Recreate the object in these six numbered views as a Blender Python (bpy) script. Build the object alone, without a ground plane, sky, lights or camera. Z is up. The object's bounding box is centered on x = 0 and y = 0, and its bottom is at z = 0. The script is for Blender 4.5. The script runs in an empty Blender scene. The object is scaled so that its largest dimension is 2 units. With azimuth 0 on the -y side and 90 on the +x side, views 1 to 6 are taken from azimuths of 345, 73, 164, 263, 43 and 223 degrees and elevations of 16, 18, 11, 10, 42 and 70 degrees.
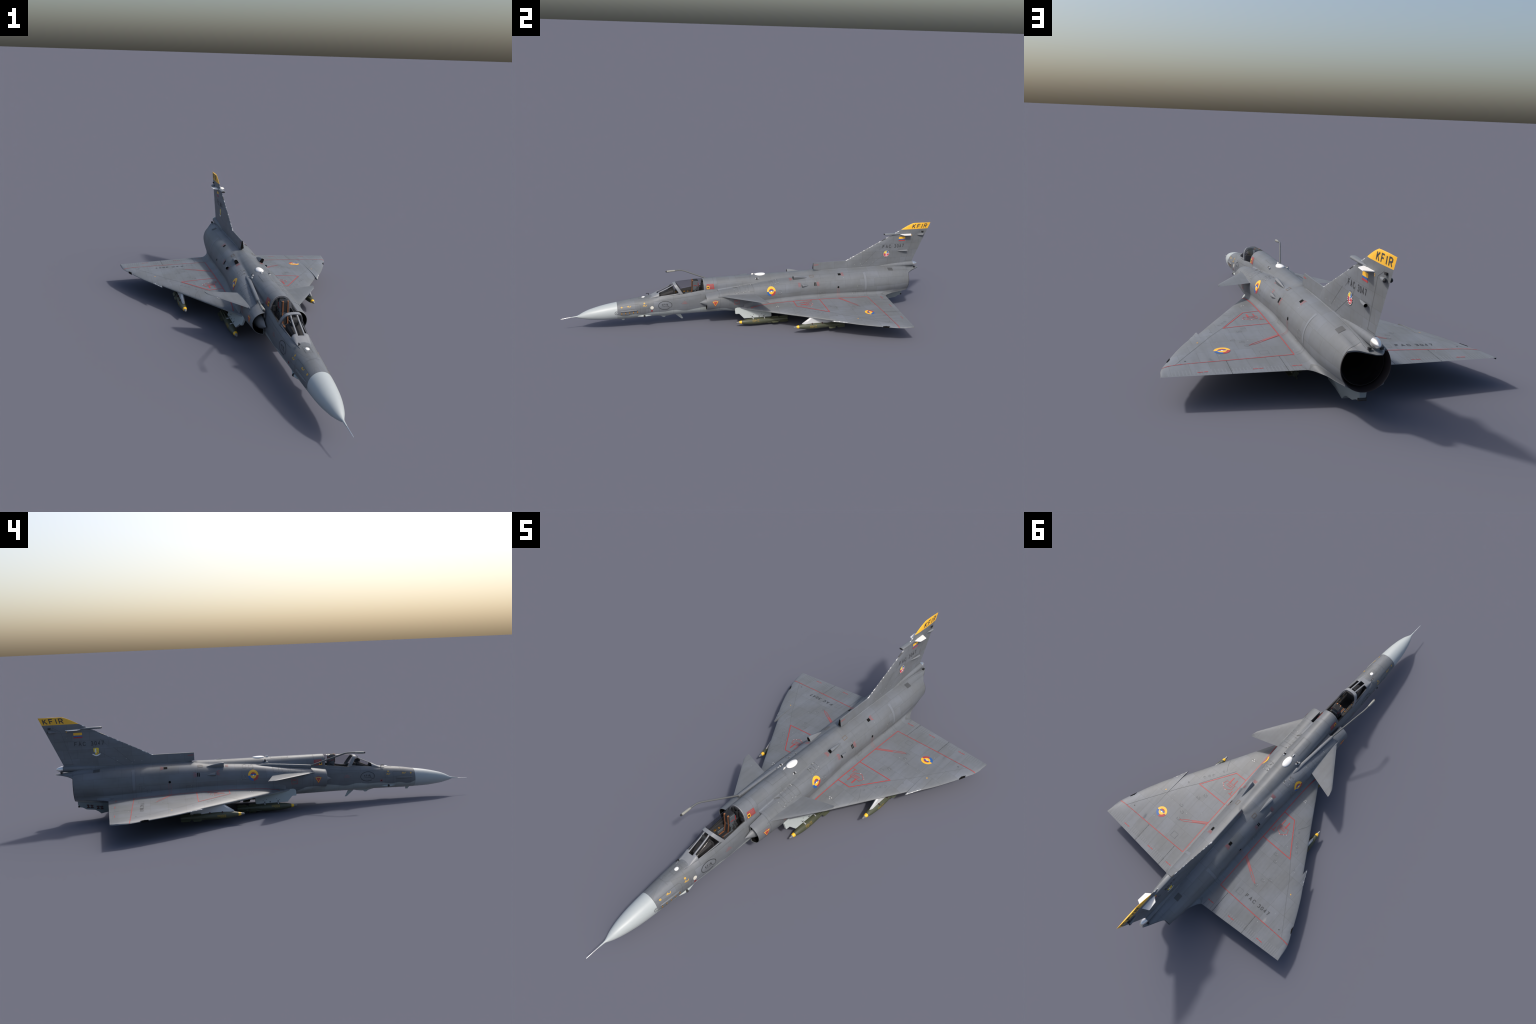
import bpy, bmesh, math, random
import numpy as np
from mathutils import Vector, Matrix
from mathutils.bvhtree import BVHTree
from mathutils.geometry import tessellate_polygon

random.seed(7)
SC = bpy.context.scene
COL = SC.collection

# ------------------------------------------------------------------ helpers
def pchip(xs, ys):
    xs = np.asarray(xs, float); ys = np.asarray(ys, float)
    h = np.diff(xs); d = np.diff(ys) / h
    m = np.zeros(len(xs))
    for i in range(1, len(xs) - 1):
        if d[i - 1] * d[i] > 0:
            w1 = 2 * h[i] + h[i - 1]; w2 = h[i] + 2 * h[i - 1]
            m[i] = (w1 + w2) / (w1 / d[i - 1] + w2 / d[i])
    m[0] = d[0]; m[-1] = d[-1]
    def f(x):
        x = min(max(float(x), xs[0]), xs[-1])
        i = min(max(int(np.searchsorted(xs, x)) - 1, 0), len(xs) - 2)
        t = (x - xs[i]) / h[i]
        return ((1 + 2 * t) * (1 - t) ** 2 * ys[i] + t * (1 - t) ** 2 * h[i] * m[i]
                + t * t * (3 - 2 * t) * ys[i + 1] + t * t * (t - 1) * h[i] * m[i + 1])
    return f

def table(rows):
    """rows of (y, v0, v1, ...) -> function y -> list of interpolated values"""
    ys = [r[0] for r in rows]
    fs = [pchip(ys, [r[k] for r in rows]) for k in range(1, len(rows[0]))]
    return lambda y: [f(y) for f in fs]

def link(ob, parent=None):
    COL.objects.link(ob)
    if parent is not None:
        ob.parent = parent
    return ob

def obj(name, verts, faces, mat, parent, smooth=True, angle=35, recalc=True):
    me = bpy.data.meshes.new(name)
    me.from_pydata([tuple(map(float, v)) for v in verts], [], faces)
    bm = bmesh.new(); bm.from_mesh(me)
    bmesh.ops.remove_doubles(bm, verts=bm.verts, dist=1e-6)
    if recalc:
        bmesh.ops.recalc_face_normals(bm, faces=bm.faces)
    bm.to_mesh(me); bm.free()
    me.validate()
    if smooth:
        for p in me.polygons: p.use_smooth = True
        me.set_sharp_from_angle(angle=math.radians(angle))
    for m in (mat if isinstance(mat, (list, tuple)) else [mat]):
        me.materials.append(m)
    return link(bpy.data.objects.new(name, me), parent)

def loft(sections, closed=True, cap0=False, cap1=False, skip=None):
    n = len(sections[0]); V = []; F = []
    for s in sections: V += list(s)
    for i in range(len(sections) - 1):
        for j in range(n if closed else n - 1):
            if skip and skip(i, j): continue
            a = i * n + j; b = i * n + (j + 1) % n
            F.append((a, b, b + n, a + n))
    if cap0: F.append(tuple(range(n - 1, -1, -1)))
    if cap1: F.append(tuple(range((len(sections) - 1) * n, len(sections) * n)))
    return V, F

def join(*vf):
    V = []; F = []
    for v, f in vf:
        o = len(V); V += list(v); F += [tuple(i + o for i in q) for q in f]
    return V, F

def mirror_x(vf):
    v, f = vf
    return [(-p[0], p[1], p[2]) for p in v], [tuple(reversed(q)) for q in f]

def ring(y, cx, cz, a, b, n=24, e=2.0, bl=None):
    out = []
    for k in range(n):
        t = 2 * math.pi * k / n
        c, s = math.cos(t), math.sin(t)
        bb = b if s >= 0 or bl is None else bl
        out.append((cx + a * math.copysign(abs(c) ** (2 / e), c), y, cz + bb * math.copysign(abs(s) ** (2 / e), s)))
    return out

def tube(path, radii, n=16, cap=True):
    """round tube along a polyline"""
    P = [Vector(p) for p in path]; S = []
    for i, p in enumerate(P):
        t = (P[min(i + 1, len(P) - 1)] - P[max(i - 1, 0)]).normalized()
        up = Vector((0, 0, 1)) if abs(t.z) < 0.95 else Vector((1, 0, 0))
        r = t.cross(up).normalized(); u = r.cross(t).normalized()
        S.append([tuple(p + radii[i] * (math.cos(2 * math.pi * k / n) * r + math.sin(2 * math.pi * k / n) * u)) for k in range(n)])
    return loft(S, True, cap, cap)

def slab(poly, axis, lo, hi):
    """extrude a 2D polygon: axis 'x' -> poly in (y,z); 'z' -> (x,y); 'y' -> (x,z)"""
    def P(u, v, w):
        return {'x': (w, u, v), 'z': (u, v, w), 'y': (u, w, v)}[axis]
    n = len(poly)
    V = [P(u, v, lo) for u, v in poly] + [P(u, v, hi) for u, v in poly]
    F = [tuple(range(n - 1, -1, -1)), tuple(range(n, 2 * n))]
    F += [(i, (i + 1) % n, n + (i + 1) % n, n + i) for i in range(n)]
    return V, F

def box(c, s):
    x, y, z = c; a, b, d = s[0] / 2, s[1] / 2, s[2] / 2
    return slab([(x - a, y - b), (x + a, y - b), (x + a, y + b), (x - a, y + b)], 'z', z - d, z + d)

def ball(c, r, n=16, m=10, sy=1.0, sz=1.0):
    S = []
    for i in range(m + 1):
        t = math.pi * i / m
        S.append(ring(c[1] - r * sy * math.cos(t), c[0], c[2], max(r * math.sin(t), 1e-5), max(r * sz * math.sin(t), 1e-5), n))
    return loft(S, True, True, True)

def bevel(ob, w, seg=2):
    m = ob.modifiers.new('edge', 'BEVEL'); m.width = w; m.segments = seg; m.limit_method = 'ANGLE'; m.angle_limit = math.radians(40)
    return ob

# ---------------------------------------------------------------- materials
def mat_new(name):
    m = bpy.data.materials.new(name); m.use_nodes = True
    nt = m.node_tree; b = nt.nodes['Principled BSDF']
    return m, nt, b

def N(nt, kind, **kw):
    n = nt.nodes.new(kind)
    for k, v in kw.items(): setattr(n, k, v)
    return n

def math_node(nt, op, a, b=None, c=None):
    n = N(nt, 'ShaderNodeMath', operation=op)
    for i, v in enumerate((a, b, c)):
        if v is None: continue
        if isinstance(v, (int, float)): n.inputs[i].default_value = v
        else: nt.links.new(v, n.inputs[i])
    return n.outputs[0]

def mix_col(nt, fac, a, b, mode='MIX'):
    n = N(nt, 'ShaderNodeMix', data_type='RGBA', blend_type=mode)
    for sock, v in ((n.inputs[0], fac), (n.inputs[6], a), (n.inputs[7], b)):
        if isinstance(v, (int, float)): sock.default_value = v
        elif isinstance(v, tuple): sock.default_value = (*v[:3], 1)
        else: nt.links.new(v, sock)
    return n.outputs[2]

def plain(name, col, rough=0.5, metal=0.0, var=0.06, coat=0.0, spec=0.5):
    m, nt, b = mat_new(name)
    tc = N(nt, 'ShaderNodeTexCoord')
    no = N(nt, 'ShaderNodeTexNoise'); no.inputs['Scale'].default_value = 90; no.inputs['Detail'].default_value = 4
    nt.links.new(tc.outputs['Object'], no.inputs['Vector'])
    k = math_node(nt, 'MULTIPLY_ADD', no.outputs['Fac'], 2 * var, 1 - var)
    nt.links.new(mix_col(nt, 1.0, col, k, 'MULTIPLY'), b.inputs['Base Color'])
    b.inputs['Roughness'].default_value = rough; b.inputs['Metallic'].default_value = metal
    b.inputs['Coat Weight'].default_value = coat
    b.inputs['Specular IOR Level'].default_value = spec
    return m

GREY = (0.150, 0.161, 0.174)
PALE = (0.33, 0.36, 0.355)

def airframe_paint(name, layout, base=GREY, wave=None, panel=(0.085, 0.045), under=False, chips=None):
    """worn grey paint: panel grid, patchy tone, grime; optional pale belly below a wavy line"""
    m, nt, b = mat_new(name); L = nt.links
    tc = N(nt, 'ShaderNodeTexCoord'); sep = N(nt, 'ShaderNodeSeparateXYZ')
    L.new(tc.outputs['Object'], sep.inputs[0])
    X, Y, Z = sep.outputs
    if layout == 'round':
        ang = math_node(nt, 'ARCTAN2', X, math_node(nt, 'SUBTRACT', Z, 0.148))
        u, v = Y, math_node(nt, 'MULTIPLY', ang, 0.088)
    elif layout == 'flat':
        u, v = math_node(nt, 'ABSOLUTE', X), Y
    else:
        u, v = Y, Z
    cmb = N(nt, 'ShaderNodeCombineXYZ'); L.new(u, cmb.inputs[0]); L.new(v, cmb.inputs[1])
    br = N(nt, 'ShaderNodeTexBrick'); L.new(cmb.outputs[0], br.inputs['Vector'])
    br.offset = 0.37; br.squash = 1.3; br.squash_frequency = 3
    br.inputs['Scale'].default_value = 1.0
    br.inputs['Brick Width'].default_value = panel[0]; br.inputs['Row Height'].default_value = panel[1]
    br.inputs['Mortar Size'].default_value = 0.0008; br.inputs['Mortar Smooth'].default_value = 0.3
    br.inputs['Bias'].default_value = -0.25
    br.inputs['Color1'].default_value = (0.945, 0.945, 0.94, 1); br.inputs['Color2'].default_value = (1.06, 1.075, 1.12, 1)
    br.inputs['Mortar'].default_value = (0.80, 0.80, 0.78, 1)
    n1 = N(nt, 'ShaderNodeTexNoise'); n1.inputs['Scale'].default_value = 9; n1.inputs['Detail'].default_value = 5
    n2 = N(nt, 'ShaderNodeTexNoise'); n2.inputs['Scale'].default_value = 70; n2.inputs['Detail'].default_value = 6
    for n in (n1, n2): L.new(tc.outputs['Object'], n.inputs['Vector'])
    r1 = N(nt, 'ShaderNodeValToRGB'); L.new(n1.outputs['Fac'], r1.inputs[0])
    r1.color_ramp.elements[0].position = 0.3; r1.color_ramp.elements[0].color = (0.90, 0.885, 0.85, 1)
    r1.color_ramp.elements[1].position = 0.7; r1.color_ramp.elements[1].color = (1.04, 1.045, 1.07, 1)
    fine = math_node(nt, 'MULTIPLY_ADD', n2.outputs['Fac'], 0.16, 0.92)
    if wave:
        fc = N(nt, 'ShaderNodeFloatCurve')
        cu = fc.mapping.curves[0]
        lo, hi, zmin, zmax = wave['lo'], wave['hi'], 0.0, 0.2
        pts = [((y - lo) / (hi - lo), (z - zmin) / (zmax - zmin)) for y, z in wave['pts']]
        cu.points[0].location = pts[0]; cu.points[1].location = pts[-1]
        for p in pts[1:-1]: cu.points.new(*p)
        fc.mapping.update()
        L.new(math_node(nt, 'DIVIDE', math_node(nt, 'SUBTRACT', Y, lo), hi - lo), fc.inputs['Value'])
        zb = math_node(nt, 'MULTIPLY', fc.outputs[0], 0.2)
        d = math_node(nt, 'SUBTRACT', zb, Z)
        mask = N(nt, 'ShaderNodeMapRange'); mask.inputs[1].default_value = -0.0012; mask.inputs[2].default_value = 0.0012
        L.new(d, mask.inputs[0])
        col = mix_col(nt, mask.outputs[0], base, PALE)
    elif under:
        g = N(nt, 'ShaderNodeNewGeometry'); s2 = N(nt, 'ShaderNodeSeparateXYZ'); L.new(g.outputs['Normal'], s2.inputs[0])
        mr = N(nt, 'ShaderNodeMapRange'); mr.inputs[1].default_value = -0.35; mr.inputs[2].default_value = -0.25
        L.new(s2.outputs[2], mr.inputs[0])
        col = mix_col(nt, mr.outputs[0], PALE, base)
    else:
        col = mix_col(nt, 0.0, base, base)
    col = mix_col(nt, 1.0, col, br.outputs['Color'], 'MULTIPLY')
    col = mix_col(nt, 1.0, col, r1.outputs[0], 'MULTIPLY')
    col = mix_col(nt, 1.0, col, fine, 'MULTIPLY')
    mp = N(nt, 'ShaderNodeMapping'); mp.inputs['Scale'].default_value = (60, 5, 60)
    L.new(tc.outputs['Object'], mp.inputs[0])
    n3 = N(nt, 'ShaderNodeTexNoise'); n3.inputs['Scale'].default_value = 1.0; n3.inputs['Detail'].default_value = 4
    L.new(mp.outputs[0], n3.inputs['Vector'])
    r3 = N(nt, 'ShaderNodeValToRGB'); L.new(n3.outputs['Fac'], r3.inputs[0])
    r3.color_ramp.elements[0].position = 0.30; r3.color_ramp.elements[0].color = (0.92, 0.92, 0.915, 1)
    r3.color_ramp.elements[1].position = 0.58; r3.color_ramp.elements[1].color = (1.02, 1.02, 1.02, 1)
    col = mix_col(nt, 1.0, col, r3.outputs[0], 'MULTIPLY')
    # sparse pale paint chips
    vo = N(nt, 'ShaderNodeTexNoise'); vo.inputs['Scale'].default_value = 130; vo.inputs['Detail'].default_value = 2
    L.new(tc.outputs['Object'], vo.inputs['Vector'])
    cm = N(nt, 'ShaderNodeMapRange'); cm.inputs[1].default_value = 0.775; cm.inputs[2].default_value = 0.79
    L.new(vo.outputs['Fac'], cm.inputs[0])
    col = mix_col(nt, math_node(nt, 'MULTIPLY', cm.outputs[0], 0.6), col, (0.5, 0.52, 0.52))
    if chips:   # worn leading edge along a line through (y0,z0) with inward normal (ny,nz)
        (y0, z0), (ny, nz), w = chips
        dd = math_node(nt, 'ADD', math_node(nt, 'MULTIPLY', math_node(nt, 'SUBTRACT', Y, y0), ny),
                       math_node(nt, 'MULTIPLY', math_node(nt, 'SUBTRACT', Z, z0), nz))
        e = N(nt, 'ShaderNodeMapRange'); e.inputs[1].default_value = w; e.inputs[2].default_value = w * 0.3
        L.new(dd, e.inputs[0])
        nn = N(nt, 'ShaderNodeMapRange'); nn.inputs[1].default_value = 0.50; nn.inputs[2].default_value = 0.62
        L.new(n2.outputs['Fac'], nn.inputs[0])
        zlim = N(nt, 'ShaderNodeMapRange'); zlim.inputs[1].default_value = 0.502; zlim.inputs[2].default_value = 0.507
        L.new(Y, zlim.inputs[0])
        k = math_node(nt, 'MULTIPLY', math_node(nt, 'MULTIPLY', e.outputs[0], nn.outputs[0]), zlim.outputs[0])
        col = mix_col(nt, k, col, (0.72, 0.73, 0.72))
    L.new(col, b.inputs['Base Color'])
    b.inputs['Roughness'].default_value = 0.5
    b.inputs['Specular IOR Level'].default_value = 0.4
    bp = N(nt, 'ShaderNodeBump'); bp.inputs['Strength'].default_value = 0.06; bp.inputs['Distance'].default_value = 0.001
    L.new(br.outputs['Fac'], bp.inputs['Height']); bp.invert = True
    L.new(bp.outputs[0], b.inputs['Normal'])
    return m

NOSE_WAVE = dict(lo=-0.75, hi=-0.1, pts=[(-0.75, 0.09), (-0.72, 0.081), (-0.69, 0.072), (-0.645, 0.080), (-0.61, 0.0765),
                 (-0.545, 0.0845), (-0.49, 0.0845), (-0.437, 0.0900), (-0.385, 0.0815), (-0.33, 0.089), (-0.285, 0.094), (-0.1, 0.094)])
TRUNK_WAVE = dict(lo=-0.3, hi=0.95, pts=[(-0.3, 0.091), (-0.275, 0.0925), (-0.195, 0.099), (-0.165, 0.090), (-0.13, 0.080), (0.0, 0.075), (0.68, 0.072), (0.74, 0.080), (0.80, 0.094), (0.95, 0.092)])
DULL = (0.139, 0.150, 0.163)
M_nose = airframe_paint('nose_paint', 'round', base=DULL, wave=NOSE_WAVE, panel=(0.07, 0.05))
M_body = airframe_paint('body_paint', 'round', base=DULL, wave=TRUNK_WAVE)
M_wing = airframe_paint('wing_paint', 'flat', panel=(0.055, 0.075), under=True)
M_fin = airframe_paint('fin_paint', 'side', base=DULL, panel=(0.06, 0.04), chips=((0.507, 0.279), (0.447, -0.894), 0.0034))
M_canard = airframe_paint('canard_paint', 'flat', panel=(0.2, 0.2), under=True)
M_detail = plain('fitting_grey', GREY, 0.5)
M_dgrey = plain('mesh_dark_grey', (0.06, 0.063, 0.066), 0.6)
M_radome = plain('radome_pale_grey', (0.37, 0.405, 0.412), 0.42, var=0.03)
M_pale = plain('pale_grey', (0.36, 0.395, 0.39), 0.5)
M_pylonw = plain('pylon_white_grey', (0.48, 0.49, 0.50), 0.45)
M_white = plain('antenna_white', (0.80, 0.79, 0.76), 0.4, var=0.03)
M_metal = plain('bare_metal', (0.75, 0.74, 0.72), 0.28, 0.9)
M_black = plain('black', (0.012, 0.012, 0.013), 0.55)
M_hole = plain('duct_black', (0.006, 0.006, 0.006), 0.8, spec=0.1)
M_nozz = plain('burnt_nozzle', (0.030, 0.024, 0.026), 0.5, 0.3)
M_red = plain('marking_red', (0.35, 0.042, 0.042), 0.55, var=0.12)
M_redlite = plain('faded_red', (0.27, 0.10, 0.10), 0.55)
M_yel = plain('marking_yellow', (0.82, 0.44, 0.03), 0.5)
M_blue = plain('marking_blue', (0.02, 0.10, 0.31), 0.5)
M_redd = plain('warning_dull_red', (0.27, 0.050, 0.050), 0.55, var=0.12)
M_inkd = plain('badge_dark_ink', (0.028, 0.030, 0.033), 0.55)
M_ink = plain('marking_dark_grey', (0.042, 0.045, 0.049), 0.55)
M_mwhite = plain('marking_white', (0.75, 0.75, 0.73), 0.5)
M_rib = plain('rib_grey', (0.152, 0.163, 0.176), 0.5)
M_yelm = plain('stencil_muted_yellow', (0.58, 0.35, 0.05), 0.55)
M_badgered = plain('badge_red', (0.52, 0.045, 0.065), 0.5)
M_badgeyel = plain('badge_yellow', (0.74, 0.55, 0.05), 0.5)
M_band = plain('band_blue_grey', (0.150, 0.164, 0.184), 0.5)
M_chip = plain('worn_paint_pale', (0.36, 0.37, 0.37), 0.5)
M_line = plain('panel_gap', (0.075, 0.078, 0.078), 0.7)
M_olive = plain('bomb_olive', (0.058, 0.064, 0.038), 0.5, var=0.15)
M_bombyel = plain('bomb_yellow', (0.80, 0.46, 0.02), 0.45)
M_strap = plain('strap_tan', (0.30, 0.12, 0.045), 0.7)
M_seat = plain('seat_cushion', (0.022, 0.024, 0.026), 0.8)
M_seatg = plain('seat_grey', (0.13, 0.155, 0.17), 0.5)
M_pit = plain('cockpit_dark', (0.028, 0.028, 0.028), 0.7, var=0.3)
M_pitb = plain('cockpit_brown_grey', (0.052, 0.053, 0.052), 0.7, var=0.2)
M_trim = plain('orange_trim', (0.42, 0.20, 0.02), 0.5)
M_flare = plain('flare_brown', (0.05, 0.018, 0.02), 0.6)
M_frame = plain('canopy_frame_grey', (0.19, 0.20, 0.215), 0.45)

def glass(name):
    m, nt, b = mat_new(name)
    out = nt.nodes['Material Output']
    tr = N(nt, 'ShaderNodeBsdfTransparent'); tr.inputs[0].default_value = (0.80, 0.79, 0.80, 1)
    b.inputs['Base Color'].default_value = (0.02, 0.02, 0.02, 1); b.inputs['Roughness'].default_value = 0.06
    lw = N(nt, 'ShaderNodeLayerWeight'); lw.inputs[0].default_value = 0.5
    fac = math_node(nt, 'MULTIPLY_ADD', math_node(nt, 'POWER', lw.outputs['Facing'], 5.0), 0.7, 0.045)
    mx = N(nt, 'ShaderNodeMixShader'); nt.links.new(fac, mx.inputs[0])
    nt.links.new(tr.outputs[0], mx.inputs[1]); nt.links.new(b.outputs[0], mx.inputs[2])
    nt.links.new(mx.outputs[0], out.inputs[0])
    b.inputs['Specular IOR Level'].default_value = 1.0
    return m
M_glass = glass('canopy_glass')

# -------------------------------------------------------------- root object
JET = bpy.data.objects.new('fighter_jet', None); link(JET)
JET['label'] = 'grey single-engine delta-wing jet fighter with canards, underwing bombs and yellow fin tip'
JET['category'] = 'fighter jet'

# ---------------------------------------------------------- fuselage shapes
# core: y, centre z, half width, height up, height down, exponent
CORE = table([
    (-0.9270, 0.0748, 0.0012, 0.0012, 0.0012, 2.0),
    (-0.9120, 0.0755, 0.0075, 0.0075, 0.0085, 2.0),
    (-0.8895, 0.0780, 0.0170, 0.0172, 0.0165, 2.0),
    (-0.8632, 0.0810, 0.0245, 0.0250, 0.0250, 2.0),
    (-0.8331, 0.0840, 0.0310, 0.0305, 0.0315, 2.0),
    (-0.7956, 0.0865, 0.0365, 0.0370, 0.0375, 2.0),
    (-0.7583, 0.0890, 0.0400, 0.0415, 0.0410, 2.0),
    (-0.7250, 0.0920, 0.0420, 0.0435, 0.0445, 2.0),
    (-0.6600, 0.0975, 0.0455, 0.0490, 0.0500, 2.05),
    (-0.5900, 0.1030, 0.0485, 0.0515, 0.0535, 2.15),
    (-0.5400, 0.1060, 0.0500, 0.0560, 0.0555, 2.2),
    (-0.5160, 0.1075, 0.0505, 0.0625, 0.0565, 2.25),
    (-0.4600, 0.1100, 0.0520, 0.0700, 0.0590, 2.35),
    (-0.4050, 0.1130, 0.0530, 0.0740, 0.0620, 2.4),
    (-0.2900, 0.1180, 0.0545, 0.0850, 0.0675, 2.4),
    (-0.2200, 0.1190, 0.0550, 0.0850, 0.0690, 2.4),
    (0.0000, 0.1190, 0.0600, 0.0850, 0.0695, 2.5),
    (0.2500, 0.1250, 0.0650, 0.0700, 0.0750, 2.5),
    (0.4200, 0.1350, 0.0600, 0.0600, 0.0750, 2.4),
    (0.9000, 0.1500, 0.0300, 0.0300, 0.0300, 2.0)])
# spine / canopy-section: y, sill z, half width, top z, exponent
SPINE = table([
    (-0.5160, 0.1590, 0.0310, 0.1700, 2.0),
    (-0.4050, 0.1672, 0.0402, 0.2262, 2.0),
    (-0.3700, 0.1715, 0.0408, 0.2285, 2.0),
    (-0.3400, 0.1760, 0.0410, 0.2298, 2.05),
    (-0.2900, 0.1822, 0.0412, 0.2318, 2.1),
    (-0.1500, 0.1840, 0.0445, 0.2330, 2.1),
    (0.0000, 0.1850, 0.0475, 0.2345, 2.0),
    (0.1200, 0.1850, 0.0468, 0.2350, 2.0),
    (0.2000, 0.1850, 0.0455, 0.2356, 2.0),
    (0.2800, 0.1850, 0.0430, 0.2372, 2.0),
    (0.3060, 0.1850, 0.0410, 0.2380, 2.0),
    (0.3160, 0.1850, 0.0370, 0.2360, 2.0),
    (0.3240, 0.1850, 0.0280, 0.2290, 2.0),
    (0.3600, 0.1800, 0.0100, 0.2000, 2.0)])
# trunk (intake duct, later the engine barrel): y, cx, cz, half width, up, down, exponent
TRUNK = table([
    (-0.2850, 0.0585, 0.1270, 0.0465, 0.0415, 0.0435, 2.05),
    (-0.2200, 0.0560, 0.1300, 0.0500, 0.0490, 0.0540, 2.05),
    (-0.1000, 0.0470, 0.1350, 0.0575, 0.0565, 0.0760, 2.1),
    (-0.0300, 0.0450, 0.1375, 0.0575, 0.0622, 0.0830, 2.1),
    (0.0500, 0.0425, 0.1400, 0.0570, 0.0690, 0.0850, 2.1),
    (0.1500, 0.0300, 0.1450, 0.0655, 0.0710, 0.0880, 2.05),
    (0.2500, 0.0120, 0.1480, 0.0772, 0.0765, 0.0890, 2.0),
    (0.3300, 0.0000, 0.1480, 0.0888, 0.0860, 0.0885, 2.0),
    (0.4500, 0.0000, 0.1480, 0.0880, 0.0875, 0.0880, 2.0),
    (0.6000, 0.0000, 0.1485, 0.0878, 0.0870, 0.0865, 2.0),
    (0.7000, 0.0000, 0.1500, 0.0858, 0.0850, 0.0840, 2.0),
    (0.8000, 0.0000, 0.1530, 0.0778, 0.0785, 0.0780, 2.0),
    (0.8620, 0.0000, 0.1550, 0.0702, 0.0715, 0.0700, 2.0)])

def se(x, z, cx, cz, a, bu, bl, e):
    b = np.where(z >= cz, bu, bl)
    return (np.abs((x - cx) / a) ** e + np.abs((z - cz) / b) ** e) ** (1 / e)

def field(y, x, z, parts):
    """implicit value <1 inside; parts blended with a tight smooth minimum"""
    acc = 0.0; k = 34.0
    if 'core' in parts:
        c = CORE(y); acc = acc + se(x, z, 0, c[0], c[1], c[2], c[3], c[4]) ** -k
    if 'spine' in parts:
        s = SPINE(y); acc = acc + se(x, z, 0, s[0], s[1], s[2] - s[0], 0.05, s[3]) ** -k
    if 'trunk' in parts:
        t = TRUNK(y); acc = acc + se(np.abs(x), z, t[0], t[1], t[2], t[3], t[4], t[5]) ** -k
    return acc ** (-1 / k)

RS = np.linspace(0.004, 0.16, 500)
def polar_r(y, th, zc, parts):
    """outermost radius of the union seen from (0, zc) at angle th from the top"""
    x = RS * math.sin(th); z = zc + RS * math.cos(th)
    f = field(y, x, z, parts)
    ins = np.nonzero(f < 1)[0]
    if len(ins) == 0: return 0.0005
    i = ins[-1]
    if i == len(RS) - 1: return RS[-1]
    t = (1 - f[i]) / (f[i + 1] - f[i])
    return RS[i] + t * (RS[i + 1] - RS[i])

def sill(y):
    s = SPINE(y); return s[1] * 0.985, s[0]

def body_ring(y, parts, zc, m1=14, m2=34, ths=None):
    A = [ths * i / m1 for i in range(m1)] + [ths + (math.pi - ths) * i / m2 for i in range(m2 + 1)]
    right = []
    for th in A:
        r = polar_r(y, th, zc, parts)
        right.append((r * math.sin(th), y, zc + r * math.cos(th)))
    left = [(-p[0], p[1], p[2]) for p in right[-2:0:-1]]
    return right + left

def sill_angle(y, zc):
    x, z = sill(max(y, -0.516)); return math.atan2(x, z - zc)

# radome ------------------------------------------------------------------
S = []
for i in range(40):
    t = i / 39
    y = -0.927 + (0.202) * (t ** 1.5)
    c = CORE(y); S.append(ring(y, 0, c[0], c[1], c[2], 48, 2.0, c[3]))
obj('radome', *loft(S, True, True, False), M_radome, JET, angle=60)

# pitot probe
probe = obj('pitot_probe', *join(tube([(0, -0.935, 0.0744), (0, -0.918, 0.0754)], [0.0016, 0.0046], 14),
                                 tube([(0, -0.955, 0.0724), (0, -0.930, 0.0746)], [0.0014, 0.0030], 14)), M_radome, JET)
obj('probe_tip', *tube([(0, -0.9999, 0.0675), (0, -0.998, 0.0677), (0, -0.965, 0.0715), (0, -0.953, 0.0727)], [0.0006, 0.0012, 0.0015, 0.0017], 12), M_metal, probe)

# forward fuselage (nose section, cockpit surround, start of the spine) ----
FY = list(np.linspace(-0.7245, -0.56, 24)) + list(np.linspace(-0.553, -0.2845, 40)) + [-0.283] + list(np.linspace(-0.278, -0.215, 12))
OPEN0, OPEN1 = -0.532, -0.2831
S = []
m1, m2 = 14, 34
for y in FY:
    c = CORE(y); zc = c[0]
    parts = ['core'] if y < -0.2835 else ['core', 'spine']
    S.append(body_ring(y, parts, zc, m1, m2, sill_angle(y, zc)))
nring = len(S[0])
def skip_open(i, j):
    y0, y1 = FY[i], FY[i + 1]
    inside = (j < m1) or (j >= nring - m1)
    return inside and y0 >= OPEN0 - 1e-6 and y1 <= -0.2829
fwd = obj('forward_fuselage', *loft(S, True, True, False, skip_open), M_nose, JET, angle=50)

# cockpit sill lip and tub -------------------------------------------------
tub_S = []
for y in np.linspace(-0.531, -0.2795, 40):
    x, z = sill(y); x -= 0.0012; z += 0.0006
    if y < -0.516: x, z = 0.031 * (y + 0.56) / 0.044, 0.158
    dx = x - 0.006
    right = [(x + 0.001, y, z - 0.0008), (x - 0.002, y, z), (x - 0.004, y, z - 0.004), (dx, y, z - 0.028), (dx * 0.8, y, z - 0.062), (0, y, z - 0.065)]
    tub_S.append(right + [(-p[0], p[1], p[2]) for p in right[-2::-1]])
cockpit = obj('cockpit', *loft(tub_S, False, False, False), M_pit, JET, angle=30)
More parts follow.
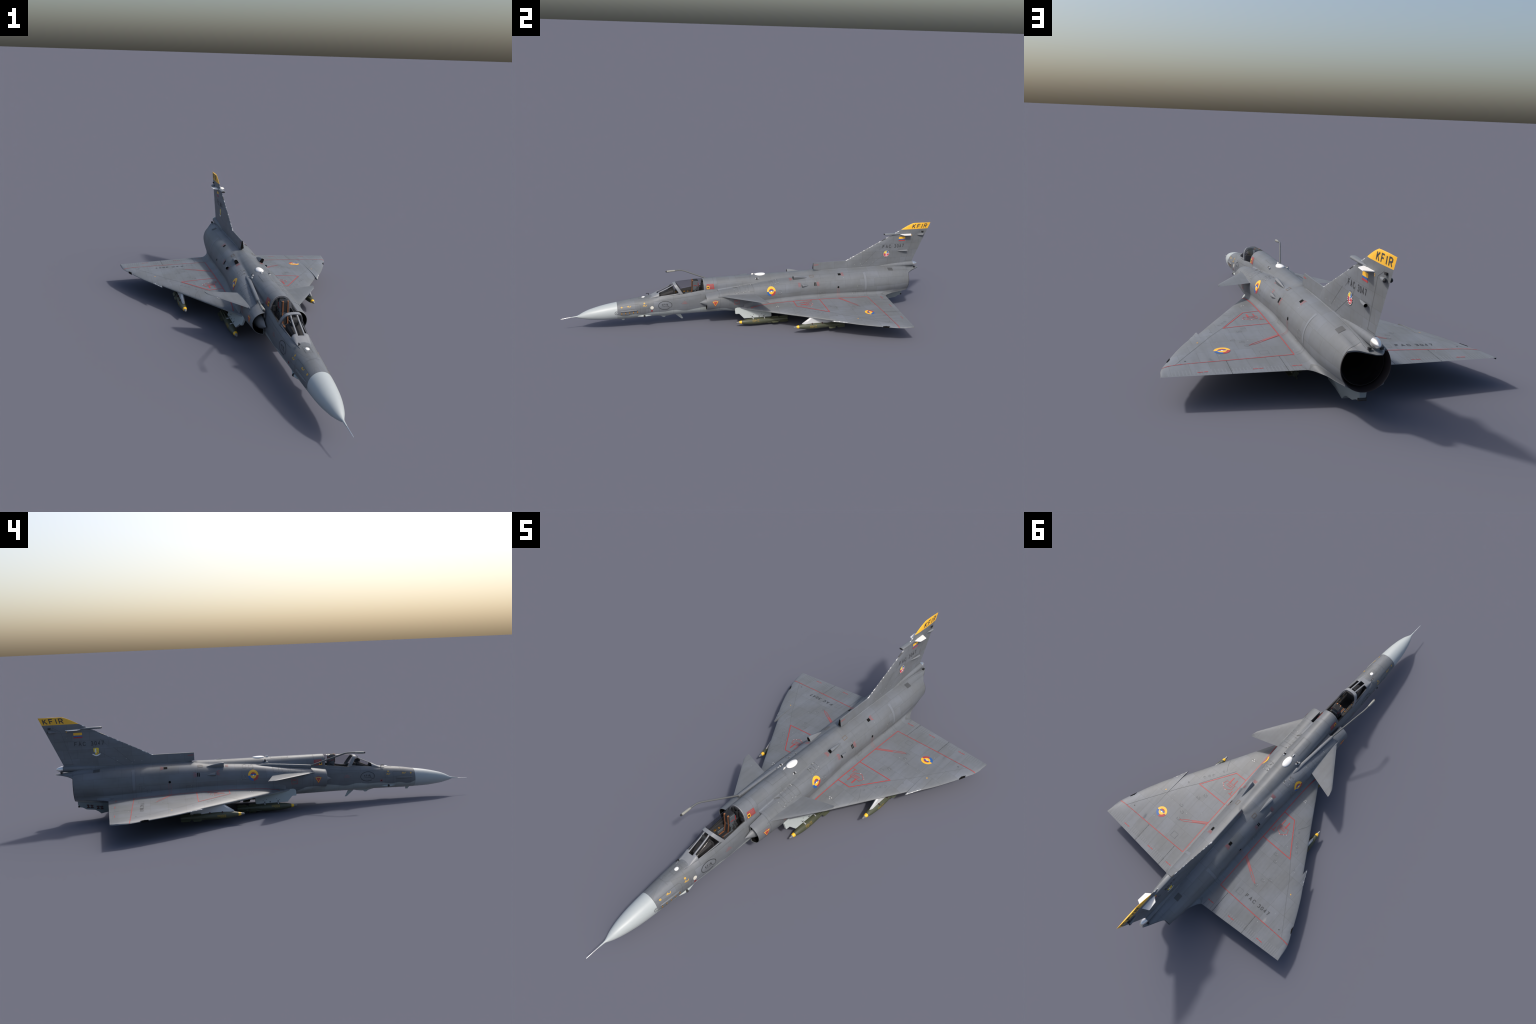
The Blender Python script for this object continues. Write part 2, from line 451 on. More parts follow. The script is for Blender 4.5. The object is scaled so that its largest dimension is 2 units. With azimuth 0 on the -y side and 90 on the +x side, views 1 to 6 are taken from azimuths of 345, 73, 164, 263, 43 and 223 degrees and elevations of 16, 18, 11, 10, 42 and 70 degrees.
# front and rear bulkheads
def arch(y, shrink=0.0, n=28, low=0.0):
    s = SPINE(y); a = s[1] - shrink; h = s[2] - s[0] - shrink
    pts = []
    for k in range(n + 1):
        t = math.pi * k / n
        c, q = math.cos(t), math.sin(t)
        pts.append((a * math.copysign(abs(c) ** (2 / s[3]), c), y, s[0] + h * abs(q) ** (2 / s[3])))
    return pts
a0 = arch(-0.2790, 0.0005)
V = a0 + [(-0.034, -0.279, 0.115), (0.034, -0.279, 0.115)]
obj('rear_bulkhead', V, [tuple(range(len(V)))], M_pit, cockpit, smooth=False)
# structure on the rear bulkhead
parts = [box((x, -0.285, z), (w, 0.012, h)) for x, z, w, h in
         [(0, 0.222, 0.016, 0.008), (-0.018, 0.205, 0.010, 0.026), (0.018, 0.205, 0.010, 0.026), (0.027, 0.186, 0.012, 0.022), (-0.027, 0.186, 0.012, 0.022), (0.0, 0.19, 0.012, 0.03)]]
bevel(obj('bulkhead_fitting', *join(*parts), M_seat, cockpit, smooth=False), 0.002)
# rim around the rear of the cockpit opening
rim = loft([arch(-0.2835, 0.0), arch(-0.2865, 0.0008), arch(-0.2865, 0.0066), arch(-0.2800, 0.0066)], False)
obj('canopy_rear_frame', *rim, M_frame, cockpit, angle=30)

# instrument panel + hood, side consoles
hood = []
for y, w, zt, zb in [(-0.505, 0.014, 0.1625, 0.152), (-0.485, 0.020, 0.172, 0.150), (-0.455, 0.026, 0.184, 0.150), (-0.442, 0.026, 0.186, 0.146)]:
    hood.append([(-w, y, zb), (-w, y, zt - 0.008), (-w * 0.7, y, zt), (w * 0.7, y, zt), (w, y, zt - 0.008), (w, y, zb)])
obj('instrument_hood', *loft(hood, True, True, True), M_pit, cockpit, angle=30)
obj('head_up_display', *join(box((0, -0.452, 0.192), (0.020, 0.022, 0.014)), slab([(-0.464, 0.196), (-0.452, 0.210), (-0.450, 0.208), (-0.461, 0.196)], 'x', -0.009, 0.009)), M_seat, cockpit, smooth=False)
obj('instrument_panel', *box((0, -0.437, 0.158), (0.052, 0.006, 0.048)), M_pitb, cockpit, smooth=False)
cons = []
for sx in (-1, 1):
    cons.append(box((sx * 0.0275, -0.385, 0.146), (0.012, 0.10, 0.020)))
    cons.append(box((sx * 0.0325, -0.37, 0.163), (0.004, 0.15, 0.010)))
obj('side_console', *join(*cons), M_pitb, cockpit, smooth=False)
kn = []
for k in range(14):
    sx = random.choice((-1, 1)); y = random.uniform(-0.425, -0.345)
    kn.append(box((sx * random.uniform(0.0235, 0.031), y, 0.158), (0.004, 0.005, 0.004)))
obj('console_switch', *join(*kn), M_trim, cockpit, smooth=False)['kind'] = 'stuff'

# ejection seat
seat = obj('ejection_seat', *join(
    box((0, -0.3255, 0.200), (0.034, 0.026, 0.050)), box((0, -0.312, 0.17), (0.030, 0.012, 0.07)),
    box((0, -0.350, 0.132), (0.036, 0.052, 0.014)), box((0.017, -0.350, 0.145), (0.004, 0.05, 0.02)), box((-0.017, -0.350, 0.145), (0.004, 0.05, 0.02)),
    slab([(-0.338, 0.14), (-0.332, 0.14), (-0.318, 0.19), (-0.326, 0.19)], 'x', -0.016, 0.016)), M_seatg, cockpit, smooth=False)
bevel(seat, 0.002)
bevel(obj('seat_cushion', *join(box((0, -0.3385, 0.2075), (0.028, 0.005, 0.036)), box((0, -0.3255, 0.2262), (0.031, 0.027, 0.004)),
      slab([(-0.3445, 0.142), (-0.337, 0.142), (-0.330, 0.186), (-0.337, 0.188)], 'x', -0.013, 0.013), box((0, -0.355, 0.141), (0.030, 0.042, 0.006))), M_seat, seat, smooth=False), 0.0015)
st = []
for sx in (-1, 1):
    st += [box((sx * 0.0092, -0.3415, 0.2075), (0.0048, 0.002, 0.038)), box((sx * 0.0092, -0.3395, 0.2282), (0.0048, 0.006, 0.002)),
           slab([(-0.3475, 0.146), (-0.346, 0.146), (-0.3385, 0.188), (-0.340, 0.188)], 'x', sx * 0.0092 - 0.0022, sx * 0.0092 + 0.0022),
           box((sx * 0.0092, -0.362, 0.1448), (0.0045, 0.025, 0.0015))]
obj('strap', *join(*st), M_strap, seat, smooth=False)
obj('seat_marking', *join(box((0.0175, -0.3285, 0.202), (0.0015, 0.016, 0.003)), box((-0.0175, -0.3285, 0.202), (0.0015, 0.016, 0.003)),
    box((0.0178, -0.3125, 0.207), (0.0024, 0.003, 0.020)), box((-0.0178, -0.3125, 0.207), (0.0024, 0.003, 0.020))), M_red, seat, smooth=False)
clut = []
for k in range(26):
    sx = random.choice((-1, 1))
    clut.append(box((sx * random.uniform(0.016, 0.020), random.uniform(-0.33, -0.306), random.uniform(0.160, 0.197)), (0.004, random.uniform(0.003, 0.008), random.uniform(0.003, 0.008))))
obj('seat_fitting', *join(*clut), M_dgrey, seat, smooth=False)['kind'] = 'stuff'

# ------------------------------------------------------------------ canopy
BOW = lambda z: -0.4365 + (0.2175 - z) * 0.62          # raked bow: y at height z (front edge)
def screen_section(y, grow=0.0, n=11):
    """windscreen section: flat narrow front pane and sloping side panes, half profile from centre to sill"""
    t = (y + 0.552) / 0.119
    zt = 0.1585 + 0.0600 * t + grow
    w0 = 0.0135 - 0.0015 * t
    if y < -0.516:
        k = (y + 0.580) / 0.064
        sx, sz = 0.020 + 0.011 * k, 0.1525 + 0.0068 * k
    else:
        s = SPINE(y); sx, sz = s[1], s[0]
    zt = max(zt, sz + 0.0012)
    pts = [(0, zt), (w0 - 0.0030, zt - 0.0004), (w0 + 0.0026, zt - 0.0016)]
    w0 += 0.0026
    for k in range(1, n + 1):
        a = k / n * math.pi / 2
        pts.append((w0 + (sx + grow - w0) * math.sin(a) ** 0.9, sz + (zt - 0.0016 - sz) * math.cos(a) ** 0.95))
    return pts
def full(y, half): 
    r = [(p[0], y, p[1]) for p in half]
    return r[::-1] + [(-p[0], p[1], p[2]) for p in r[1:]]

# sheared stations follow the bow rake near the rear of the windscreen
def shear(sec, k):
    out = []
    for p in sec:
        d = (0.2175 - p[2]) * 0.62 * k
        out.append((p[0], p[1] + d, p[2]))
    return out
WS = []
WY = np.linspace(-0.578, -0.4365, 32)
for y in WY:
    k = max(0.0, (y + 0.516) / 0.0795)
    sec = []
    for p in full(y, screen_section(y)):
        yy = p[1] + (0.2175 - p[2]) * 0.62 * k ** 1.5
        # keep the lower edge on the sill
        s = SPINE(min(yy, -0.39))
        f = min(1, max(0, (0.2175 - p[2]) / 0.05)) * k
        sec.append((p[0], yy, p[2] + f * (s[0] - SPINE(max(p[1], -0.516))[0])))
    WS.append(sec)
nw = len(WS[0]); mid = nw // 2
def seg_faces(keep):
    V, F = loft(WS, False)
    idx = []
    q = 0
    for i in range(len(WS) - 1):
        for j in range(nw - 1):
            if keep(i, j): idx.append(F[q])
            q += 1
    return V, idx
def is_glass(i, j):
    y = 0.5 * (WY[i] + WY[i + 1])
    jj = abs(j + 0.5 - mid)
    front = jj < 1
    side = jj > 1.99 and jj < 12.2
    if front: return y > -0.522 and y < -0.4425
    if side: return y > -0.512 and y < -0.4425
    return False
canopy = obj('canopy', *seg_faces(lambda i, j: not is_glass(i, j)), M_frame, JET, angle=50)
mo = canopy.modifiers.new('thickness', 'SOLIDIFY'); mo.thickness = 0.0025; mo.offset = -0.6
gl = obj('windscreen_pane', *seg_faces(is_glass), M_glass, canopy, angle=50)
# raked bow frame
def bow_sec(dy, grow):
    ref = screen_section(-0.4365, grow)
    out = []
    for p in full(-0.4365, ref):
        y = -0.4365 + (0.2175 - p[2]) * 0.62 + dy
        f = min(1, max(0, (0.2175 - p[2]) / 0.05))
        out.append((p[0] * (1 + 0.035 * f), y, p[2] + f * 0.0035 + max(0, dy) * 0.25))
    return out
obj('canopy_bow_frame', *loft([bow_sec(-0.005, -0.003), bow_sec(-0.005, 0.0010), bow_sec(0.0095, 0.0014), bow_sec(0.0095, -0.003)], False), M_frame, canopy, angle=30)
# bubble: from the raked bow to the rear arch
BS = []
b0 = bow_sec(0.0075, 0.0004)
nb = len(b0)
def arch_n(y):
    s = SPINE(y); pts = []
    for k in range(nb):
        t = math.pi * k / (nb - 1)
        c, q = math.cos(t), math.sin(t)
        pts.append((s[1] * math.copysign(abs(c) ** (2 / s[3]), c), y, s[0] + (s[2] - s[0]) * abs(q) ** (2 / s[3])))
    return pts
for i in range(33):
    t = (i / 32) ** 1.3
    row = []
    for k in range(nb):
        yb = b0[k][1]
        y = yb + (-0.2868 - yb) * t
        ph = math.acos(max(-1, min(1, 1 - 2 * k / (nb - 1))))
        # angle as on the bow
        s0 = SPINE(b0[k][1]);
        ang = math.atan2((b0[k][2] - 0.166) / 0.052, b0[k][0] / 0.041)
        ang = max(0.0, min(math.pi, ang))
        s = SPINE(max(y, -0.405))
        c, q = math.cos(ang), math.sin(ang)
        px = s[1] * math.copysign(abs(c) ** (2 / s[3]), c)
        pz = s[0] + (s[2] - s[0]) * max(0, q) ** (2 / s[3])
        w = max(0, 1 - t * 6.5) ** 2
        row.append((b0[k][0] * w + px * (1 - w), y, b0[k][2] * w + pz * (1 - w)))
    BS.append(row)
gl2 = obj('canopy_bubble', *loft(BS, False), M_glass, canopy, angle=60)

# --------------------------------------------------------- centre fuselage
CY = sorted(set([round(v, 5) for v in list(np.linspace(-0.215, 0.29, 64)) + list(np.linspace(0.295, 0.37, 22)) + list(np.linspace(0.38, 0.862, 46))]))
S = []
for y in CY:
    zc = TRUNK(y)[1] - 0.002
    parts = ['core', 'trunk'] + (['spine'] if y < 0.36 else [])
    S.append(body_ring(y, parts, zc, 40, 44, math.pi * 0.45))
def dent(y, x):
    """hollow beside the fin root where the rear skin flares into the shelf"""
    t = min(1.0, max(0.0, (y - 0.72) / 0.14)); t = t * t * (3 - 2 * t)
    return 0.0045 * t * math.exp(-((abs(x) - 0.031) / 0.012) ** 2)
S = [[(x, y, z - (dent(y, x) if z > 0.19 else 0)) for x, y, z in r] for r in S]
# rounded nozzle lip, then the inside of the jet pipe
def pipe(y, r, z=0.155):
    out = []
    for k in range(168):
        a = 2 * math.pi * k / 168
        x, q = r * math.sin(a), z + r * math.cos(a)
        if q > 0.19 and y > 0.83: q -= dent(0.862, x) * 1.15 + 0.0012 * min(1, (q - 0.19) / 0.01)
        out.append((x, y, q))
    return out
body = obj('centre_fuselage', *loft(S, True, True, False), M_body, JET, angle=50)
obj('jet_pipe', *loft([pipe(0.861, 0.0702), pipe(0.8645, 0.0694), pipe(0.862, 0.0672), pipe(0.84, 0.0660), pipe(0.80, 0.0625), pipe(0.72, 0.0560), pipe(0.60, 0.0540), pipe(0.30, 0.0540)], True, False, True), M_nozz, JET, angle=40)
# ring of nozzle leaves seen just inside the lip
leaves = []
for a in np.arange(0, 2 * math.pi - 0.01, 2 * math.pi / 18):
    d = np.linspace(0.01, 2 * math.pi / 18 - 0.01, 4)
    leaves.append(loft([[(r * math.sin(a + q), y, 0.155 + r * math.cos(a + q)) for q in d] for y, r in ((0.800, 0.0640), (0.838, 0.0605), (0.838, 0.0595), (0.800, 0.0630))], False))
obj('nozzle_leaf', *join(*leaves), M_nozz, JET, angle=30)['kind'] = 'stuff'

# fin root shelf: the top of the rear skin runs on over the nozzle as a tapering tongue
EXT = pchip([0.0, 0.0070, 0.0120, 0.0168, 0.0245, 0.0350, 0.0430, 0.0520, 0.0560], [0.0825, 0.0815, 0.0760, 0.0680, 0.0540, 0.0310, 0.0170, 0.0035, 0.0])
tops = []; lows = []
tt = TRUNK(0.862)
for i in range(13):
    e = i / 12; rt = []; rl = []
    for k in range(41):
        x = -0.056 + 0.112 * k / 40
        y = 0.8615 + e * EXT(abs(x))
        z0 = 0.155 + 0.0715 * math.sqrt(max(0, 1 - (x / 0.0702) ** 2))
        q = (y - 0.8615) / 0.082
        z = z0 - math.sqrt(max(q, 0)) * 0.0105 - 0.0002 - dent(0.862, x) * (1 - e) ** 0.5
        rt.append((x, y, z)); rl.append((x, y, z - 0.0045 + 0.0025 * q))
    tops.append(rt); lows.append(rl)
obj('tail_shelf', *loft([t_ + l_[::-1] for t_, l_ in zip(tops, lows)], True, True, True), M_body, JET, angle=45)

# ------------------------------------------------------------ air intakes
for sx in (1, -1):
    outer = []; inner = []
    def dsec(y, off, n=40):
        t = TRUNK(y); out = []
        xin = 0.0595
        for k in range(n):
            a = 2 * math.pi * k / n
            c, q = math.cos(a), math.sin(a)
            x = t[0] + (t[2] - off) * c; z = t[1] + ((t[3] if q > 0 else t[4]) - off) * q
            out.append((sx * max(x, xin + off), y, z))
        return out
    rows = [dsec(y, 0.0) for y in np.linspace(-0.2155, -0.279, 8)] + [dsec(-0.2815, 0.0006), dsec(-0.2820, 0.0012), dsec(-0.2800, 0.0020)]
    # the lip leans back a little towards the bottom, as on the original
    def lean(p): 
        return (p[0], p[1] + (0.127 - p[2]) * 0.05 * (1 if p[1] < -0.27 else 0), p[2])
    rows = [[lean(p) for p in r] for r in rows]
    intake = obj('air_intake', *loft(rows, True), M_body, JET, angle=40)
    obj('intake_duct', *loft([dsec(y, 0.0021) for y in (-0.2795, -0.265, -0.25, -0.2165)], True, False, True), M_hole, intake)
    cone = []
    for y, r in [(-0.3115, 0.0003), (-0.300, 0.0062), (-0.285, 0.0140), (-0.272, 0.0200), (-0.255, 0.0255), (-0.235, 0.0285), (-0.2168, 0.030)]:
        cone.append([(sx * (0.0605 + r * math.sin(math.pi * k / 20)), y, 0.1235 + r * 1.05 * math.cos(math.pi * k / 20)) for k in range(21)])
    obj('intake_cone', *loft(cone, True, True, True), M_detail, intake, angle=60)
    obj('splitter_strut', *join(box((sx * 0.0565, -0.272, 0.150), (0.006, 0.012, 0.006)), box((sx * 0.0565, -0.272, 0.10), (0.006, 0.012, 0.006)), box((sx * 0.0605, -0.255, 0.127), (0.0018, 0.045, 0.075))), M_dgrey, intake, smooth=False)

# ------------------------------------------------------------------- wings
LE = pchip([0.050, 0.103, 0.20, 0.29, 0.352], [-0.190, -0.097, 0.070, 0.2247, 0.3315])
LE2 = pchip([0.352, 0.3775, 0.4133, 0.463, 0.4745, 0.4933, 0.4995, 0.5036], [0.3035, 0.3585, 0.4225, 0.529, 0.558, 0.603, 0.630, 0.6790])
def te(x): return 0.7110 - (x - 0.1075) * 0.0798
def le(x):
    if x <= 0.352: return LE(x)
    if 0.4631 < x < 0.4744: return LE2(x) + 0.0175 * (0.4744 - x) / 0.0113
    return LE2(x)
def wing_pt(x, y, side):
    """surface height of the wing at (x, y); side +1 top, -1 bottom"""
    L = LE(x) if x <= 0.352 else LE2(x); T = te(max(x, 0.1075))
    s = min(1, max(0, (y - L) / (T - L))); c = T - L
    yt = 5 * 0.045 * c * (0.2969 * math.sqrt(s) - 0.126 * s - 0.3516 * s * s + 0.2843 * s ** 3 - 0.1036 * s ** 4)
    if x > 0.485: yt *= max(0.25, 1 - (x - 0.485) / 0.025)
    zt = 0.0965 - 0.0245 * (max(x, 0.085) - 0.106)
    z = zt - 0.0058 * (1 - s) ** 2.5
    if side > 0:
        return z + yt
    f = max(0, 0.110 - x) / 0.035
    return z - yt * 0.95 - 0.004 * f
def wing_section(x, y0, y1, n=22, cos_le=True):
    pts = []
    ts = [(1 - math.cos(math.pi / 2 * k / n)) if cos_le else k / n for k in range(n + 1)]
    for t in ts[::-1]: pts.append((x, y0 + (y1 - y0) * t, wing_pt(x, y0 + (y1 - y0) * t, 1)))
    for t in ts: pts.append((x, y0 + (y1 - y0) * t, wing_pt(x, y0 + (y1 - y0) * t, -1)))
    return pts
HINGE = lambda x: 0.5995 + (x - 0.111) * 0.009
wing_objs = []
for sx in (1, -1):
    xin = list(np.linspace(0.060, 0.1065, 8))
    xout = list(np.linspace(0.108, 0.3519, 30)) + [0.3521] + list(np.linspace(0.362, 0.4630, 12)) + [0.46315, 0.467, 0.471, 0.4744] + list(np.linspace(0.478, 0.4925, 4))
    A = [wing_section(x, le(x), te(x), 30) for x in xin]
    B = [wing_section(x, le(x), max(HINGE(x), le(x) + 0.0003), 30) for x in [0.1065] + xout]
    vf = join(loft(A, True, True, True), loft(B, True, True, True))
    if sx < 0: vf = mirror_x(vf)
    w = obj('wing', *vf, M_wing, JET, angle=28)
    wing_objs.append(w)
    for x0, x1 in [(0.1066, 0.1580), (0.1584, 0.3125), (0.3129, 0.5036)]:
        xs = list(np.linspace(x0, x1, 14)) if x1 < 0.5 else list(np.linspace(x0, 0.485, 12)) + [0.490, 0.4933, 0.4965, 0.4995, 0.502, 0.5036]
        E_ = [wing_section(x, max(HINGE(x) + 0.0002, le(x) if x > 0.352 else 0), te(x), 12, False) for x in xs]
        vf = loft(E_, True, True, True)
        if sx < 0: vf = mirror_x(vf)
        e = obj('elevon', *vf, M_wing, w, angle=28)
        wing_objs.append(e)

for sx in (1, -1):   # dark notch in the leading edge near the tip
    pl = [(0.4630, LE2(0.4630) + 0.001), (0.4688, LE2(0.4688) + 0.0015), (0.4742, LE2(0.4742) + 0.0005), (0.4742, LE2(0.4742) + 0.006), (0.4634, LE2(0.4634) + 0.0195)]
    z = wing_pt(0.468, 0.552, 1)
    vf = slab([(sx * x, y) for x, y in pl], 'z', z - 0.007, z + 0.0007)
    obj('leading_edge_notch', *vf, M_hole, wing_objs[0] if sx > 0 else wing_objs[4], smooth=False)
# smooth fillet between wing and body, running aft of the trailing edge as a ridge down to the nozzle
RIDGE = table([(-0.10, 0.104, 0.0905), (0.0, 0.1150, 0.0), (0.60, 0.1135, 0.0), (0.700, 0.1120, 0.0970), (0.711, 0.1050, 0.0960), (0.7176, 0.0970, 0.0965), (0.740, 0.0830, 0.0970), (0.776, 0.0690, 0.0985), (0.82, 0.0620, 0.1010), (0.862, 0.0535, 0.1045)])
def body_at(y, z):
    """half width of the trunk at height z"""
    t = TRUNK(y); b = t[3] if z > t[1] else t[4]
    return t[0] + t[2] * max(0.0, 1 - (abs(z - t[1]) / b) ** t[5]) ** (1 / t[5])
for sx in (1, -1):
    S = []
    for y in list(np.linspace(-0.088, 0.70, 60)) + [0.705, 0.7108] + list(np.linspace(0.714, 0.862, 30)):
        ex = RIDGE(y)[0]
        if y < 0.705:
            lx = 0.103 + (y + 0.097) / 1.72
            ex = min(ex, lx - 0.002)
            zt, zb = wing_pt(max(ex, 0.1075), min(y, 0.7105), 1) + 0.0004, wing_pt(max(ex, 0.1075), min(y, 0.7105), -1)
        else:
            k = min(1, (y - 0.705) / 0.02)
            zt = RIDGE(y)[1]; zb = zt - 0.0008
        rise = 0.021
        zB = zt + rise
        bx = body_at(y, zB) - 0.0010
        sec = [(sx * ex, y, zt)]
        cx_, cz_ = body_at(y, zt + 0.006) + 0.0015, zt + 0.002
        cx_ = min(cx_ + 0.004, ex - 0.001)
        for k in range(1, 13):
            q = k / 12
            sec.append((sx * ((1 - q) ** 2 * ex + 2 * q * (1 - q) * cx_ + q * q * bx), y, (1 - q) ** 2 * zt + 2 * q * (1 - q) * cz_ + q * q * zB))
        sec.append((sx * (body_at(y, zB) - 0.0016), y, zB))
        zL = zb - (0.004 if y < 0.71 else 0.006 + 0.010 * min(1, (y - 0.711) / 0.05))
        if y > 0.69:
            zq = max(zL - 0.004, TRUNK(y)[1] - TRUNK(y)[4] + 0.012)
            for q in range(1, 9):
                z_ = zB + (zq + 0.002 - zB) * q / 9
                sec.append((sx * (body_at(y, z_) - 0.0014), y, z_))
            sec.append((sx * (body_at(y, zq) - 0.0006), y, zq))
        else:
            zi, xi = max(zL - 0.004, 0.066), 0.05
            for q in range(8):
                t = q / 7; xb = body_at(y, zB) - 0.0016
                sec.append((sx * (xb + (xi - xb) * t - 0.0002), y, zB + (zi - zB) * t))
            sec.append((sx * min(ex - 0.004, 0.07), y, zL))
        sec.append((sx * (ex - 0.0004), y, zb))
        S.append(sec)
    obj('wing_root_fillet', *loft(S, True, True, True), M_body, wing_objs[0] if sx > 0 else wing_objs[4], angle=40)

# ----------------------------------------------------------------- canards
def canard_pt(u, v):
    """u span 0..1, v chord 0..1 -> (x, y, half thickness, z)"""
    x = 0.088 + (0.2245 - 0.088) * u
    l = -0.224 + 0.2075 * u
    if u > 0.955: l += (u - 0.955) / 0.045 * 0.014
    t = -0.032 + 0.043 * u
    y = l + (t - l) * v
    th = 0.0042 * (1 - 0.6 * u) * math.sin(math.pi * min(1, v ** 0.6)) ** 0.8 if 0 < v < 1 else 0.0
    return x, y, th, 0.1614 - 0.0010 * u
for sx in (1, -1):
    S = []
    for u in list(np.linspace(0, 0.955, 12)) + [0.98, 1.0]:
        vs = np.linspace(0, 1, 13)
        up = []; lo = []
        for v in vs:
            x, y, th, z = canard_pt(u, v)
            up.append((sx * x, y, z + th)); lo.append((sx * x, y, z - th))
        S.append(up + lo[-2:0:-1])
    cn = obj('canard', *loft(S, True, True, True), M_canard, JET, angle=40)
    # root fairing blister along the trunk
    S = []
    for y, a, b in [(-0.225, 0.001, 0.001), (-0.205, 0.004, 0.0025), (-0.15, 0.0055, 0.0040), (-0.07, 0.006, 0.0042), (-0.032, 0.005, 0.003), (-0.005, 0.001, 0.001)]:
        t = TRUNK(y); xs = t[0] + t[2] * (1 - (0.0312 * 0.8 / t[3]) ** 2) ** 0.5
        S.append(ring(y, sx * (xs - 0.003), 0.1612, a, b, 16))
    obj('canard_root_fairing', *loft(S, True, True, True), M_body, cn, angle=60)

# --------------------------------------------------------------------- fin
FIN_LE = [(0.500, 0.2755), (0.507, 0.279)]
def fin_section(z):
    """y of leading and trailing edge at height z"""
    l = 0.507 + (z - 0.279) * (0.8243 - 0.507) / (0.4375 - 0.279)
    if z > 0.4375:
        q = (z - 0.4375) / (0.4708 - 0.4375)
        l = 0.8243 + 0.060 * q + 0.010 * q ** 4
    t = 0.905 + (z - 0.252) * (0.9995 - 0.905) / (0.4708 - 0.252)
    if z < 0.252: t = 0.905 - (0.252 - z) * 0.2
    return l, t
S = []
for z in list(np.linspace(0.222, 0.4375, 24)) + list(np.linspace(0.442, 0.4708, 8)):
    l, t = fin_section(z)
    c = t - l; th = 0.0085 - 0.0055 * (z - 0.222) / 0.249
    if z > 0.468: th *= 0.7
    up = []; n = 20
    for k in range(n + 1):
        s = (1 - math.cos(math.pi * k / n)) / 2
        h = th * min(1, (s / 0.16) ** 0.55, ((1 - s) / 0.45) ** 0.9 + 0.05)
        up.append((h, l + c * s, z))
    S.append(up + [(-p[0], p[1], p[2]) for p in up[-2:0:-1]])
# split into grey fin and yellow cap so each has its own paint
iy = 24
fin = obj('vertical_fin', *loft(S[:iy], True, False, False), M_fin, JET, angle=40)
cap = obj('fin_tip', *loft(S[iy - 1:], True, False, True), M_yel, fin, angle=40)
# dorsal air scoop in front of the fin
S = []
for y, zb, zt, wb, wt in [(0.3180, 0.2415, 0.2775, 0.0068, 0.0022), (0.36, 0.232, 0.2778, 0.0080, 0.0024), (0.43, 0.228, 0.2784, 0.0085, 0.0026), (0.507, 0.226, 0.2790, 0.0085, 0.0026), (0.56, 0.226, 0.2900, 0.0085, 0.003)]:
    S.append([(wb, y, zb), (wb, y, zb + 0.006), (wt, y, zt - 0.001), (0, y, zt), (-wt, y, zt - 0.001), (-wb, y, zb + 0.006), (-wb, y, zb)])
scoop = obj('dorsal_scoop', *loft(S, True, False, True), M_fin, fin, angle=25)
S = [[(x * 0.82, y, 0.2435 + (z - 0.2415) * 0.92) for x, _, z in S[0]] for y in (0.3179, 0.345)]
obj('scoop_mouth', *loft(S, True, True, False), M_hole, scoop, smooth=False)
obj('scoop_step', *slab([(0.322, 0.228), (0.335, 0.242), (0.36, 0.242), (0.36, 0.228)], 'x', -0.004, 0.004), M_detail, scoop, smooth=False)
# fin root fillet strip and brake-parachute tube with its bright cap
S = []
for y in list(np.linspace(0.36, 0.912, 40)) + [0.918]:
    w = float(np.interp(y, [0.36, 0.55, 0.70, 0.80, 0.918], [0.0095, 0.0115, 0.0150, 0.0180, 0.0185]))
    if y <= 0.862: zb = TRUNK(y)[1] + TRUNK(y)[3] * math.sqrt(1 - (w / TRUNK(y)[2]) ** 2)
    else: zb = 0.155 + 0.0715 * math.sqrt(1 - (w / 0.0702) ** 2) - 0.0105 * math.sqrt((y - 0.862) / 0.082)
    S.append(ring(y, 0, zb, w, 0.0030, 20, 3.5))
obj('fin_root_strip', *loft(S, True, True, True), M_body, fin, angle=45)
S = []
for y, r, zc in [(0.60, 0.0055, 0.2270), (0.66, 0.0090, 0.2290), (0.74, 0.0125, 0.2315), (0.80, 0.0135, 0.2335), (0.86, 0.0135, 0.2355), (0.910, 0.0135, 0.2365)]:
    S.append(ring(y, 0, zc, r, r, 28))
tubeo = obj('parachute_tube', *loft(S, True, True, True), M_body, JET, angle=45)
S = []
for y, r in [(0.9085, 0.0138), (0.915, 0.0136), (0.923, 0.0118), (0.931, 0.0085), (0.937, 0.0045), (0.940, 0.0006)]:
    S.append(ring(y, 0, 0.2362 - (y - 0.91) * 0.03, r, r, 28))
obj('parachute_cap', *loft(S, True, True, True), M_metal, tubeo, angle=60)
for sx in (1, -1):
    obj('tail_light', *join(box((sx * 0.0165, 0.9150, 0.2225), (0.008, 0.008, 0.007))), M_black, tubeo, smooth=False)

# fin antennas
for sx in (1, -1):
    P = [(sx * 0.002, 0.8155), (sx * 0.0275, 0.8340), (sx * 0.0305, 0.8720), (sx * 0.002, 0.8860)]
    bevel(obj('square_antenna', *slab(P, 'z', 0.4095, 0.4125), M_white, fin, smooth=False), 0.001)
    S = [ring(y, sx * xx, 0.4058, a, b, 14) for y, xx, a, b in [(0.920, 0.004, 0.0006, 0.0008), (0.935, 0.006, 0.0045, 0.0045), (0.948, 0.0075, 0.0058, 0.0060), (0.957, 0.0080, 0.0058, 0.0062)]]
    rw = obj('warning_receiver', *loft(S, True, True, True), M_detail, fin, angle=50)
    obj('receiver_dome', *ball((sx * 0.0085, 0.9575, 0.4055), 0.0046), M_black, rw)
    obj('position_light', *box((sx * 0.0042, 0.9535, 0.4215), (0.0045, 0.0115, 0.0062)), M_black, fin, smooth=False)
